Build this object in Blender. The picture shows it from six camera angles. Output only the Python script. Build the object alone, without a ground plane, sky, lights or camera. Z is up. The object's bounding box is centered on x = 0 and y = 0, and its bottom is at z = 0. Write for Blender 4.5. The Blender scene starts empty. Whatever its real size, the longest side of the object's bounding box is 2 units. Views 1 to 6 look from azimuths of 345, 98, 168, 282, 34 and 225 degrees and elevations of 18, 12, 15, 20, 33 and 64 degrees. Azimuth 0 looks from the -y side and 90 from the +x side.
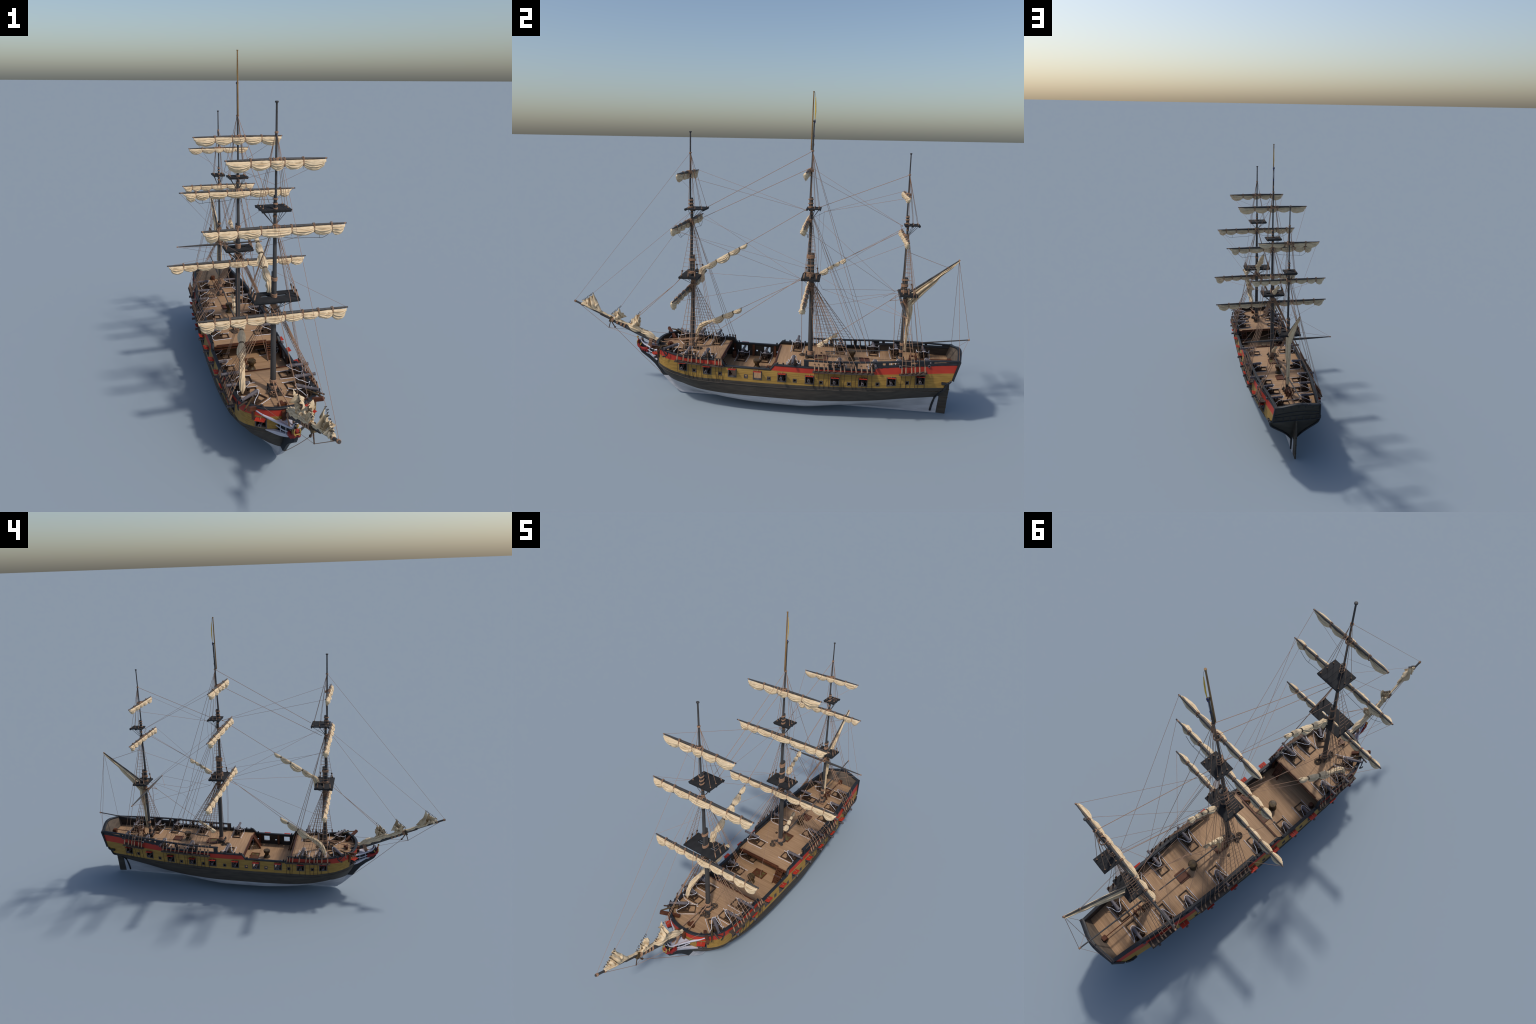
import bpy, math, random
import numpy as np
from mathutils import Vector, Matrix

CX = 0.0035                       # centreline of the ship in the frame
rng = np.random.default_rng(7)
random.seed(7)

# ------------------------------------------------------------------ helpers
def pchip(xs, ys):
    xs = np.array(xs, float); ys = np.array(ys, float)
    h = np.diff(xs); d = np.diff(ys) / h
    m = np.zeros_like(ys)
    m[0], m[-1] = d[0], d[-1]
    for i in range(1, len(xs) - 1):
        if d[i-1] * d[i] > 0:
            w1, w2 = 2*h[i] + h[i-1], h[i] + 2*h[i-1]
            m[i] = (w1 + w2) / (w1/d[i-1] + w2/d[i])
    def f(x):
        x = float(min(max(x, xs[0]), xs[-1]))
        i = int(min(max(np.searchsorted(xs, x) - 1, 0), len(xs) - 2))
        t = (x - xs[i]) / h[i]
        return ((1+2*t)*(1-t)**2*ys[i] + t*(1-t)**2*h[i]*m[i]
                + t*t*(3-2*t)*ys[i+1] + t*t*(t-1)*h[i]*m[i+1])
    return f

def V(*a): return np.array(a, float)

def catmull(pts, n=8):
    P = [np.array(p, float) for p in pts]
    if len(P) < 3: return P
    P = [2*P[0]-P[1]] + P + [2*P[-1]-P[-2]]
    out = []
    for i in range(1, len(P) - 2):
        p0, p1, p2, p3 = P[i-1:i+3]
        for k in range(n):
            t = k / n
            out.append(0.5*((2*p1) + (p2-p0)*t + (2*p0-5*p1+4*p2-p3)*t*t + (3*p1-p0-3*p2+p3)*t**3))
    out.append(P[-2])
    return out

class MB:
    """mesh builder: collects pieces and makes one mesh"""
    def __init__(s): s.v = []; s.f = []
    def add(s, verts, faces):
        o = len(s.v)
        s.v.extend([tuple(float(c) for c in p) for p in verts])
        s.f.extend([tuple(i + o for i in f) for f in faces])
        return s
    def tube(s, pts, r, n=6, cap=True, flat=1.0):
        pts = [np.array(p, float) for p in pts]
        m = len(pts)
        rr = r if hasattr(r, '__len__') else [r]*m
        t0 = pts[1] - pts[0]; t0 /= max(np.linalg.norm(t0), 1e-9)
        ref = V(0, 0, 1) if abs(t0[2]) < 0.9 else V(0, 1, 0)
        vs = []
        nrm = ref - t0*np.dot(ref, t0); nrm /= np.linalg.norm(nrm)
        for i in range(m):
            a = pts[max(i-1, 0)]; b = pts[min(i+1, m-1)]
            t = b - a; L = np.linalg.norm(t)
            t = t/L if L > 1e-9 else t0
            nrm = nrm - t*np.dot(nrm, t); nrm /= max(np.linalg.norm(nrm), 1e-9)
            bi = np.cross(t, nrm)
            for k in range(n):
                a_ = 2*math.pi*k/n
                vs.append(pts[i] + rr[i]*(math.cos(a_)*nrm + flat*math.sin(a_)*bi))
        fs = []
        for i in range(m-1):
            for k in range(n):
                k2 = (k+1) % n
                fs.append((i*n+k, i*n+k2, (i+1)*n+k2, (i+1)*n+k))
        if cap:
            fs.append(tuple(range(n))[::-1]); fs.append(tuple((m-1)*n+k for k in range(n)))
        return s.add(vs, fs)
    def rope(s, a, b, r, sag=0.0, n=4, seg=None):
        a = np.array(a, float); b = np.array(b, float)
        seg = seg or (8 if sag else 1)
        pts = []
        for i in range(seg+1):
            t = i/seg; p = a*(1-t) + b*t; p[2] -= sag*4*t*(1-t); pts.append(p)
        return s.tube(pts, r, n)
    def ring(s, c, axis, R, r, n=16, m=5):
        c = np.array(c, float); ax = np.array(axis, float); ax /= np.linalg.norm(ax)
        ref = V(0, 0, 1) if abs(ax[2]) < 0.9 else V(0, 1, 0)
        u = np.cross(ax, ref); u /= np.linalg.norm(u); w = np.cross(ax, u)
        vs, fs = [], []
        for i in range(n):
            a = 2*math.pi*i/n; d = math.cos(a)*u + math.sin(a)*w
            for k in range(m):
                b = 2*math.pi*k/m
                vs.append(c + d*(R + r*math.cos(b)) + ax*r*math.sin(b))
        for i in range(n):
            for k in range(m):
                fs.append((i*m+k, ((i+1) % n)*m+k, ((i+1) % n)*m+(k+1) % m, i*m+(k+1) % m))
        return s.add(vs, fs)
    def box(s, c, size, rot=None):
        c = np.array(c, float); h = np.array(size, float)/2
        vs = []
        for sx in (-1, 1):
            for sy in (-1, 1):
                for sz in (-1, 1):
                    p = V(sx*h[0], sy*h[1], sz*h[2])
                    if rot is not None: p = np.array(rot @ Vector(p))
                    vs.append(c + p)
        return s.add(vs, [(0,1,3,2),(4,6,7,5),(0,4,5,1),(2,3,7,6),(0,2,6,4),(1,5,7,3)])
    def beam(s, a, b, w, h, up=(0, 0, 1)):
        """square-section bar from a to b"""
        a = np.array(a, float); b = np.array(b, float)
        t = (b-a)/np.linalg.norm(b-a); up = np.array(up, float)
        sd = np.cross(t, up); sd /= np.linalg.norm(sd); u = np.cross(sd, t)
        vs = []
        for p in (a, b):
            for q in ((-1,-1),(1,-1),(1,1),(-1,1)):
                vs.append(p + sd*q[0]*w/2 + u*q[1]*h/2)
        return s.add(vs, [(3,2,1,0),(4,5,6,7),(0,1,5,4),(1,2,6,5),(2,3,7,6),(3,0,4,7)])
    def sweep_rect(s, pts, w, h, sides=None):
        """horizontal-width rectangular rail along a path, mitred"""
        pts = [np.array(p, float) for p in pts]; m = len(pts); vs = []
        for i in range(m):
            t = pts[min(i+1, m-1)] - pts[max(i-1, 0)]; t /= np.linalg.norm(t)
            hor = V(t[0], t[1], 0); hn = np.linalg.norm(hor)
            hor = hor/hn if hn > 1e-6 else V(0, 1, 0)
            sd = V(hor[1], -hor[0], 0); up = np.cross(sd, t)
            if up[2] < 0: up = -up
            b = 0.25
            prof = [(-1,-1),(1,-1),(1,1-b*2),(1-b,1),(-1+b,1),(-1,1-b*2)]
            for q in prof: vs.append(pts[i] + sd*q[0]*w/2 + up*q[1]*h/2)
        fs = []; n = 6
        for i in range(m-1):
            for k in range(n):
                fs.append((i*n+k, i*n+(k+1) % n, (i+1)*n+(k+1) % n, (i+1)*n+k))
        fs.append(tuple(range(n))[::-1]); fs.append(tuple((m-1)*n+k for k in range(n)))
        return s.add(vs, fs)
    def lathe(s, c, axis, prof, n=14):
        """prof: list of (distance along axis, radius)"""
        ax = np.array(axis, float); ax /= np.linalg.norm(ax)
        c = np.array(c, float)
        ref = V(0, 0, 1) if abs(ax[2]) < 0.9 else V(0, 1, 0)
        u = np.cross(ax, ref); u /= np.linalg.norm(u); w = np.cross(ax, u)
        vs, fs = [], []
        for d, r in prof:
            for k in range(n):
                a = 2*math.pi*k/n
                vs.append(c + ax*d + r*(math.cos(a)*u + math.sin(a)*w))
        for i in range(len(prof)-1):
            for k in range(n):
                fs.append((i*n+k, i*n+(k+1) % n, (i+1)*n+(k+1) % n, (i+1)*n+k))
        fs.append(tuple(range(n))[::-1]); fs.append(tuple((len(prof)-1)*n+k for k in range(n)))
        return s.add(vs, fs)
    def ball(s, c, r, n=10, m=7, scale=(1,1,1)):
        vs, fs = [], []
        c = np.array(c, float)
        for i in range(m+1):
            th = math.pi*i/m
            for k in range(n):
                a = 2*math.pi*k/n
                vs.append(c + r*V(scale[0]*math.sin(th)*math.cos(a), scale[1]*math.sin(th)*math.sin(a), scale[2]*math.cos(th)))
        for i in range(m):
            for k in range(n):
                fs.append((i*n+k, (i+1)*n+k, (i+1)*n+(k+1) % n, i*n+(k+1) % n))
        return s.add(vs, fs)
    def grid(s, rows, closed=False):
        """rows: list of equal-length point lists"""
        n = len(rows[0]); vs = [p for r in rows for p in r]; fs = []
        for i in range(len(rows)-1):
            for k in range(n if closed else n-1):
                k2 = (k+1) % n
                fs.append((i*n+k, (i+1)*n+k, (i+1)*n+k2, i*n+k2))
        return s.add(vs, fs)
    def prism(s, poly, x0, x1):
        """polygon in (y,z) extruded along x"""
        n = len(poly)
        vs = [(x0, p[0], p[1]) for p in poly] + [(x1, p[0], p[1]) for p in poly]
        fs = [tuple(range(n)), tuple(range(n, 2*n))[::-1]]
        for k in range(n): fs.append((k, n+k, n+(k+1) % n, (k+1) % n))
        return s.add(vs, fs)
    def mesh(s, name):
        me = bpy.data.meshes.new(name)
        me.from_pydata(s.v, [], s.f); me.validate(); me.update()
        return me
    def obj(s, name, mat, parent, smooth=40, loc=None, kind=None, fixn=True):
        me = s.mesh(name)
        if fixn:
            import bmesh
            bm = bmesh.new(); bm.from_mesh(me)
            bmesh.ops.recalc_face_normals(bm, faces=bm.faces); bm.to_mesh(me); bm.free()
        me.materials.append(mat)
        if smooth:
            me.polygons.foreach_set('use_smooth', [True]*len(me.polygons))
            me.set_sharp_from_angle(angle=math.radians(smooth))
        return put(me, name, parent, loc, kind)

def put(me, name, parent, loc=None, kind=None, mat4=None):
    ob = bpy.data.objects.new(name, me)
    bpy.context.scene.collection.objects.link(ob)
    ob.parent = parent
    if loc is not None: ob.location = loc
    if mat4 is not None: ob.matrix_local = mat4
    if kind: ob["kind"] = kind
    return ob

# ------------------------------------------------------------------ materials
def material(name, col, col2=None, rough=0.7, scale=(40, 40, 40), fac=(0.35, 0.65), bump=0.0, metal=0.0,
             noise_detail=4.0, extra=None):
    m = bpy.data.materials.new(name); m.use_nodes = True
    nt = m.node_tree; N = nt.nodes; L = nt.links
    b = N['Principled BSDF']
    b.inputs['Roughness'].default_value = rough
    b.inputs['Metallic'].default_value = metal
    b.inputs['Specular IOR Level'].default_value = 0.3
    tc = N.new('ShaderNodeTexCoord'); mp = N.new('ShaderNodeMapping')
    mp.inputs['Scale'].default_value = scale
    L.new(tc.outputs['Object'], mp.inputs['Vector'])
    nz = N.new('ShaderNodeTexNoise'); nz.inputs['Scale'].default_value = 1.0
    nz.inputs['Detail'].default_value = noise_detail
    L.new(mp.outputs['Vector'], nz.inputs['Vector'])
    cr = N.new('ShaderNodeValToRGB')
    cr.color_ramp.elements[0].position = fac[0]; cr.color_ramp.elements[1].position = fac[1]
    c2 = col2 or tuple(c*0.75 for c in col)
    cr.color_ramp.elements[0].color = (*c2, 1); cr.color_ramp.elements[1].color = (*col, 1)
    L.new(nz.outputs['Fac'], cr.inputs['Fac'])
    out = cr.outputs['Color']
    if extra: out = extra(nt, tc, out)
    L.new(out, b.inputs['Base Color'])
    if bump:
        bp = N.new('ShaderNodeBump'); bp.inputs['Strength'].default_value = bump; bp.inputs['Distance'].default_value = 0.002
        L.new(nz.outputs['Fac'], bp.inputs['Height']); L.new(bp.outputs['Normal'], b.inputs['Normal'])
    return m

def planks(axis_u, axis_v, length, width, gap, dark, vary=0.25):
    """brick pattern of planks; u runs along the plank, v across"""
    def fn(nt, tc, col):
        N, L = nt.nodes, nt.links
        sp = N.new('ShaderNodeSeparateXYZ'); L.new(tc.outputs['Object'], sp.inputs[0])
        cb = N.new('ShaderNodeCombineXYZ')
        L.new(sp.outputs[axis_u], cb.inputs['X']); L.new(sp.outputs[axis_v], cb.inputs['Y'])
        br = N.new('ShaderNodeTexBrick')
        br.inputs['Scale'].default_value = 1.0
        br.inputs['Brick Width'].default_value = length; br.inputs['Row Height'].default_value = width
        br.inputs['Mortar Size'].default_value = gap; br.inputs['Mortar Smooth'].default_value = 0.4
        br.inputs['Color1'].default_value = (1, 1, 1, 1)
        br.inputs['Color2'].default_value = (1-vary, 1-vary, 1-vary, 1)
        br.inputs['Mortar'].default_value = (dark, dark, dark, 1)
        L.new(cb.outputs[0], br.inputs['Vector'])
        mx = N.new('ShaderNodeMix'); mx.data_type = 'RGBA'; mx.blend_type = 'MULTIPLY'
        mx.inputs['Factor'].default_value = 1.0
        L.new(col, mx.inputs[6]); L.new(br.outputs['Color'], mx.inputs[7])
        return mx.outputs[2]
    return fn

def dark_fold_tint(nt, tc, col):
    """multiplies the base colour towards dark brown where the surface is hollow (low pointiness)"""
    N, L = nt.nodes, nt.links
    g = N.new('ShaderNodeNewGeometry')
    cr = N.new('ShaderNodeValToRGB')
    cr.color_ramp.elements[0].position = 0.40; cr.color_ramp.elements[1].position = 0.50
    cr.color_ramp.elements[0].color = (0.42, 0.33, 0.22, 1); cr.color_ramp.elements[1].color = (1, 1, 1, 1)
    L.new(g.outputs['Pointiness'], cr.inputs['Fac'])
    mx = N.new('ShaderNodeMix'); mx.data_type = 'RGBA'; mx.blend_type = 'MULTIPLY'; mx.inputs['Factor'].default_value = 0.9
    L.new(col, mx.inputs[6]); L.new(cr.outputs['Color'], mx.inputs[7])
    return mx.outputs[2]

M = {}
M['white']  = material('white_bottom_paint', (0.50, 0.50, 0.53), (0.40, 0.40, 0.43), 0.6, (60, 12, 60), extra=planks('Y', 'Z', 0.12, 0.007, 0.0006, 0.86, 0.05))
M['wale']   = material('tarred_planking', (0.072, 0.059, 0.046), (0.049, 0.040, 0.032), 0.65, (90, 14, 90), extra=planks('Y', 'Z', 0.16, 0.008, 0.0006, 0.68, 0.14))
M['yellow'] = material('yellow_ochre_planking', (0.395, 0.230, 0.050), (0.300, 0.170, 0.034), 0.6, (120, 16, 150), extra=planks('Y', 'Z', 0.20, 0.0085, 0.0006, 0.58, 0.14))
M['red']    = material('red_paint', (0.44, 0.040, 0.020), (0.36, 0.030, 0.017), 0.55, (20, 10, 20))
M['black']  = material('black_paint', (0.022, 0.024, 0.028), (0.015, 0.016, 0.019), 0.5, (60, 30, 60))
M['top'] = material('matt_black_planking', (0.031, 0.031, 0.032), (0.023, 0.023, 0.024), 0.8, (60, 30, 60))
M['top'].node_tree.nodes['Principled BSDF'].inputs['Specular IOR Level'].default_value = 0.12
M['stern'] = material('dark_stern_planking', (0.044, 0.039, 0.031), (0.029, 0.026, 0.021), 0.65, (14, 60, 90))
M['inner']  = material('dark_inner_planking', (0.055, 0.044, 0.034), (0.034, 0.027, 0.022), 0.7, (80, 20, 80), extra=planks('Y', 'Z', 0.14, 0.008, 0.0006, 0.5, 0.2))
M['transom_in'] = material('weathered_transom_planking', (0.13, 0.10, 0.075), (0.08, 0.063, 0.05), 0.7, (20, 60, 80))
M['deck']   = material('deck_planking', (0.445, 0.275, 0.152), (0.335, 0.198, 0.104), 0.65, (9, 160, 160), fac=(0.3, 0.7), extra=planks('X', 'Y', 2.0, 0.0062, 0.0005, 0.76, 0.14))
M['brown']  = material('reddish_brown_wood', (0.125, 0.042, 0.019), (0.070, 0.024, 0.011), 0.5, (60, 20, 60))
M['dark_wood'] = material('dark_brown_wood', (0.072, 0.042, 0.025), (0.038, 0.022, 0.014), 0.6, (90, 90, 90))
M['capstan'] = material('mottled_capstan_wood', (0.095, 0.062, 0.022), (0.038, 0.020, 0.010), 0.5, (90, 90, 90))
M['hatch']  = material('mottled_hatch_cover', (0.115, 0.100, 0.034), (0.095, 0.036, 0.017), 0.5, (45, 45, 45), fac=(0.42, 0.6))
M['spar']   = material('dark_grey_spar', (0.066, 0.061, 0.058), (0.044, 0.041, 0.040), 0.55, (120, 120, 14))
M['gold_spar'] = material('golden_pole', (0.30, 0.17, 0.06), (0.20, 0.11, 0.04), 0.5, (90, 90, 20))
M['gun']    = material('grey_iron', (0.125, 0.110, 0.118), (0.095, 0.083, 0.090), 0.5, (70, 70, 70))
M['bore']   = material('black_bore', (0.006, 0.006, 0.007), (0.004, 0.004, 0.004), 0.9)
M['sail']   = material('cream_sailcloth', (0.73, 0.572, 0.375), (0.62, 0.475, 0.30), 0.85, (60, 60, 60), bump=0.15, extra=dark_fold_tint)
M['rope']   = material('tan_rope', (0.37, 0.218, 0.135), (0.27, 0.155, 0.093), 0.85, (200, 200, 200))
M['line']   = material('thin_tan_line', (0.36, 0.215, 0.145), (0.28, 0.165, 0.11), 0.85, (200, 200, 200))
M['tarred'] = material('dark_tarred_rope', (0.075, 0.055, 0.042), (0.05, 0.037, 0.029), 0.8, (200, 200, 200))
M['white_rope'] = material('white_rope', (0.80, 0.80, 0.84), (0.62, 0.62, 0.66), 0.7, (300, 300, 300))
M['block']  = material('dark_brown_block', (0.085, 0.050, 0.030), (0.045, 0.025, 0.015), 0.5, (200, 200, 200))
M['channel'] = material('grey_brown_channel', (0.085, 0.068, 0.056), (0.055, 0.043, 0.036), 0.6, (90, 20, 90))
M['frame']  = material('grey_port_frame', (0.085, 0.072, 0.070), (0.065, 0.055, 0.053), 0.6, (60, 60, 60))
M['headwhite'] = material('lilac_white_paint', (0.52, 0.51, 0.57), (0.44, 0.43, 0.49), 0.5, (40, 40, 40))
M['gold']   = material('gold_paint', (0.40, 0.25, 0.06), (0.26, 0.15, 0.035), 0.45, (120, 120, 120))
M['crimson'] = material('crimson_drape', (0.31, 0.022, 0.018), (0.21, 0.014, 0.012), 0.6, (60, 60, 60))
M['flagy']  = material('yellow_bunting', (0.75, 0.45, 0.04), None, 0.7)
M['flagb']  = material('blue_bunting', (0.03, 0.04, 0.22), None, 0.7)
M['flagw']  = material('white_bunting', (0.6, 0.6, 0.62), None, 0.7)

root = bpy.data.objects.new('sailing_ship', None)
bpy.context.scene.collection.objects.link(root)
root.location = (CX, 0, 0)
root["label"] = "three-masted wooden frigate, yellow and red hull, furled sails"
root["category"] = "sailing ship"

# ------------------------------------------------------------------ hull form
ST = [-.42, -.38, -.28, -.15, 0, .2, .4, .55, .7, .8, .87, .94]
TAB = {
 .012: [.006]*12,
 .03:  [.010, .014, .042, .078, .102, .106, .060, .028, .012, .008, .006, .006],
 .06:  [.036, .050, .094, .130, .146, .147, .112, .068, .030, .014, .008, .008],
 .09:  [.060, .086, .132, .154, .161, .162, .142, .108, .060, .030, .012, .012],
 .12:  [.096, .115, .152, .165, .169, .170, .160, .138, .098, .060, .031, .02],
 .155: [.132, .149, .166, .170, .1725, .1725, .168, .157, .133, .108, .090, .06],
 .2:   [.151, .159, .167, .168, .170, .171, .169, .164, .151, .138, .128, .120],
 .25:  [.152, .157, .161, .161, .161, .162, .162, .159, .147, .133, .123, .1155],
 .31:  [.148, .152, .153, .153, .152, .152, .152, .149, .137, .125, .1165, .110],
}
ZL = sorted(TAB)
TF = [pchip(ST, TAB[z]) for z in ZL]
def hb(y, z):
    return pchip(ZL, [f(y) for f in TF])(z)
stem_y = pchip([.012, .03, .06, .09, .12, .155, .2, .23, .26, .29, .33], [-.425, -.455, -.475, -.490, -.508, -.525, -.538, -.541, -.542, -.541, -.537])
bow_n  = pchip([.012, .06, .09, .12, .155, .2, .3], [1.10, 1.18, 1.28, 1.50, 1.85, 2.12, 2.20])
yend_f = pchip([.012, .06, .09, .10, .116, .133, .149, .167, .19, .213, .2275, .34], [.845, .850, .858, .862, .865, .868, .870, .873, .877, .888, .915, .942])

YS = -.40      # bow / side split
YT = .79       # side / stern split
yb_f = pchip([-.56, -.5, -.454, -.41, -.36, -.3, 0, .2, .45, .58, .7, .8, .9], [.205, .2035, .1955, .183, .1745, .168, .167, .169, .177, .181, .187, .190, .191])
ry_f = pchip([-.56, -.485, -.46, -.41, -.3, -.15, .05, .2, .4, .56, .67, .8, .92], [.259, .253, .247, .241, .237, .2335, .2325, .230, .238, .246, .2525, .2575, .2625])
zp_f = pchip([-.56, -.45, -.366, -.244, -.12, .003, .121, .252, .371, .501, .631, .763, .9], [.2295, .2255, .2158, .2095, .2055, .2027, .2018, .2010, .2015, .2060, .2160, .2270, .233])
def top_f(y):
    # top of the solid planking under the rail, with the waist steps
    if y < -.16:
        t = pchip([-.56, -.475, -.45, -.405, -.33, -.18, -.16], [.289, .285, .281, .272, .263, .2625, .262])(y)
        return t if y < -.178 else .262 + (.2345-.262)*(y+.178)/.018
    if y < .064: return .2345
    if y < .082: return .2345 + (.2575-.2345)*(y-.064)/.018
    return pchip([.082, .26, .34, .47, .555], [.2575, .2575, .258, .2615, .264])(y) if y < .557 else \
           pchip([.557, .67, .8, .95], [.2775, .2865, .2950, .3030])(y)

PORTS = [-.366, -.244, -.120, .003, .1213, .2522, .371, .501, .631, .763]
SMALL = [-.3088, -.1805, -.0528, .0588, .1826, .3066, .4373, .5685, .7035]
PW, PH = .0175, .0175
LV = ['keel', 'a', 'b', 'wl', 'c', 'ml', 'yb', 'p0', 's0', 's1', 'p1', 'ry', 'top']
def lev(name, y):
    if name == 'keel': return .012
    if name == 'a': return .03
    if name == 'b': return .06
    if name == 'wl': return .09
    if name == 'c': return .12 + .5*max(0, lev('ml', y) - .15)
    if name == 'ml': return yb_f(y) - .0175
    if name == 'yb': return yb_f(y)
    z = zp_f(y)
    if name == 'p0': return z - PH
    if name == 's0': return z - .0155
    if name == 's1': return z - .0045
    if name == 'p1': return z + PH
    if name == 'ry': return ry_f(y)
    return max(top_f(y), ry_f(y) + .0005)

NB = 16
# stations: list of ('b',theta) / ('s',y) / ('e',s)
def side_point(st, name):
    k, q = st
    if k == 's':
        z = lev(name, q); return V(hb(q, z), q, z)
    if k == 'b':
        y = -.5
        for _ in range(8):
            z = lev(name, y); n = bow_n(z); L = YS - stem_y(z); B = hb(YS, z)
            x = .006 + (B-.006)*math.sin(q*math.pi/2)**(2/n)
            y = YS - L*math.cos(q*math.pi/2)**(2/n)
        return V(x, y, z)
    y = YT
    for _ in range(8):
        z = lev(name, y); y = YT + q*(yend_f(z) - YT)
    return V(hb(y, z), y, z)

# bow port: find the angles at which the plan crosses the port edges
def theta_at_x(xt):
    lo, hi = 0, 1
    for _ in range(30):
        m = (lo+hi)/2
        if side_point(('b', m), 'p0')[0] < xt: lo = m
        else: hi = m
    return lo
TH0, TH1 = theta_at_x(.074), theta_at_x(.106)
thetas = sorted(set([i/NB for i in range(NB)] + [TH0, TH1, .97, .02]))
thetas = [t for t in thetas if t in (TH0, TH1) or (abs(t-TH0) > .012 and abs(t-TH1) > .012)]
ys = {YS, YT}
for p in PORTS: ys |= {p-PW, p+PW}
for p in SMALL: ys |= {p-.0055, p+.0055}
for q in (-.18, -.178, -.160, .064, .082, .556, .558): ys.add(q)
yy = sorted(ys); full = []
for a, b in zip(yy[:-1], yy[1:]):
    n = max(1, int(math.ceil((b-a)/.022)))
    full += [a + (b-a)*i/n for i in range(n)]
full.append(YT)
STN = [('b', t) for t in thetas] + [('s', y) for y in full] + [('e', i/8) for i in range(1, 9)]
P = {nm: [side_point(s, nm) for s in STN] for nm in LV}
nS = len(STN)
def is_hole(i, lo):
    a, b = STN[i], STN[i+1]
    if a[0] == 'b' and b[0] == 'b':
        return lo in ('p0', 's0', 's1') and a[1] >= TH0-1e-6 and b[1] <= TH1+1e-6
    if a[0] == 's' and b[0] == 's':
        m = (a[1]+b[1])/2
        if lo in ('p0', 's0', 's1') and any(abs(m-p) < PW for p in PORTS): return True
        if lo == 's0' and any(abs(m-p) < .0055 for p in SMALL): return True
    return False
WALL = .0085
def inner(nm):
    row = P[nm]; out = []
    for i, p in enumerate(row):
        a = row[max(i-1, 0)]; b = row[min(i+1, nS-1)]
        t = (b-a)[:2]; t /= max(np.linalg.norm(t), 1e-9)
        nrm = V(t[1], -t[0])                       # outward (x>0 side)
        q = p.copy(); q[:2] -= nrm*WALL; q[0] = max(q[0], .0005)
        out.append(q)
    return out
IN = {nm: inner(nm) for nm in LV[5:]}

def strip(names, src, holes=True, sides=(1, -1)):
    mb = MB()
    for sg in sides:
        vs, fs = [], []
        for nm in names: vs += [(p[0]*sg, p[1], p[2]) for p in src[nm]]
        for j in range(len(names)-1):
            for i in range(nS-1):
                if holes and is_hole(i, names[j]): continue
                f = (j*nS+i, j*nS+i+1, (j+1)*nS+i+1, (j+1)*nS+i)
                fs.append(f if sg > 0 else f[::-1])
        mb.add(vs, fs)
    return mb

hull = strip(['keel', 'a', 'b', 'wl'], P).obj('hull_bottom', M['white'], root, 50, fixn=False)
strip(['wl', 'c', 'ml', 'yb'], P).obj('hull_wale', M['wale'], root, 50, fixn=False)
strip(['yb', 'p0', 's0', 's1', 'p1', 'ry'], P).obj('hull_topside', M['yellow'], root, 50, fixn=False)
strip(['ry', 'top'], P).obj('hull_bulwark', M['red'], root, 50, fixn=False)
strip(LV[5:], IN).obj('hull_lining', M['inner'], root, 50, fixn=False)
# smooth the shared surface by copying normals is not needed: strips meet on chines of the planking

# rubbing moulding above the lower wale
mo = MB()
for sg in (1, -1):
    mo.tube([(p[0]*sg, p[1], p[2]) for p in P['ml']], .0024, 6)
mo.obj('wale_moulding', M['wale'], root, 60)

# gunport reveals with frames, lids
fr = MB(); lids = []
lid_me = None
def port_frame(mb, c0, c1, c2, c3, out, w, depth):
    """c0..c3 corners of the opening on the hull; frame ring proud of the planking"""
    c = [np.array(q) for q in (c0, c1, c2, c3)]; mid = sum(c)/4
    o = np.array(out)
    ext = []
    for k in range(4):
        u = c[k] - c[(k+1) % 4]; v = c[k] - c[(k+3) % 4]
        ext.append(c[k] + w*u/np.linalg.norm(u) + w*v/np.linalg.norm(v))
    ring0 = [q + o*.0016 for q in ext]; ring1 = [q + o*.0016 for q in c]
    ring2 = [q - o*depth for q in c]; ring3 = [q - o*.003 for q in ext]
    mb.grid([ring3, ring0, ring1, ring2], closed=True)

def lid_mesh():
    mb = MB()
    mb.box((.001, 0, 0), (.0240, .037, .0018))
    mb.box((.0005, -.010, .0014), (.019, .0035, .0010)); mb.box((.0005, .010, .0014), (.019, .0035, .0012))
    me = mb.mesh('gunport_lid'); me.materials.append(M['red']); return me
LID = lid_mesh()
lr = MB(); lr.tube([(-.013, .001, .010), (-.004, .001, .0055), (.004, .0005, .0026)], .0009, 5); lr.ball((.004, .0005, .003), .0014, 6, 4)
LROPE = lr.mesh('lid_rope'); LROPE.materials.append(M['rope'])
def add_lid(pos, ang, tilt=0.0):
    m4 = Matrix.Translation(pos) @ Matrix.Rotation(ang, 4, 'Z') @ Matrix.Rotation(tilt, 4, 'Y')
    ob = put(LID, 'gunport_lid', root, mat4=m4)
    put(LROPE, 'lid_rope', ob)
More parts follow.
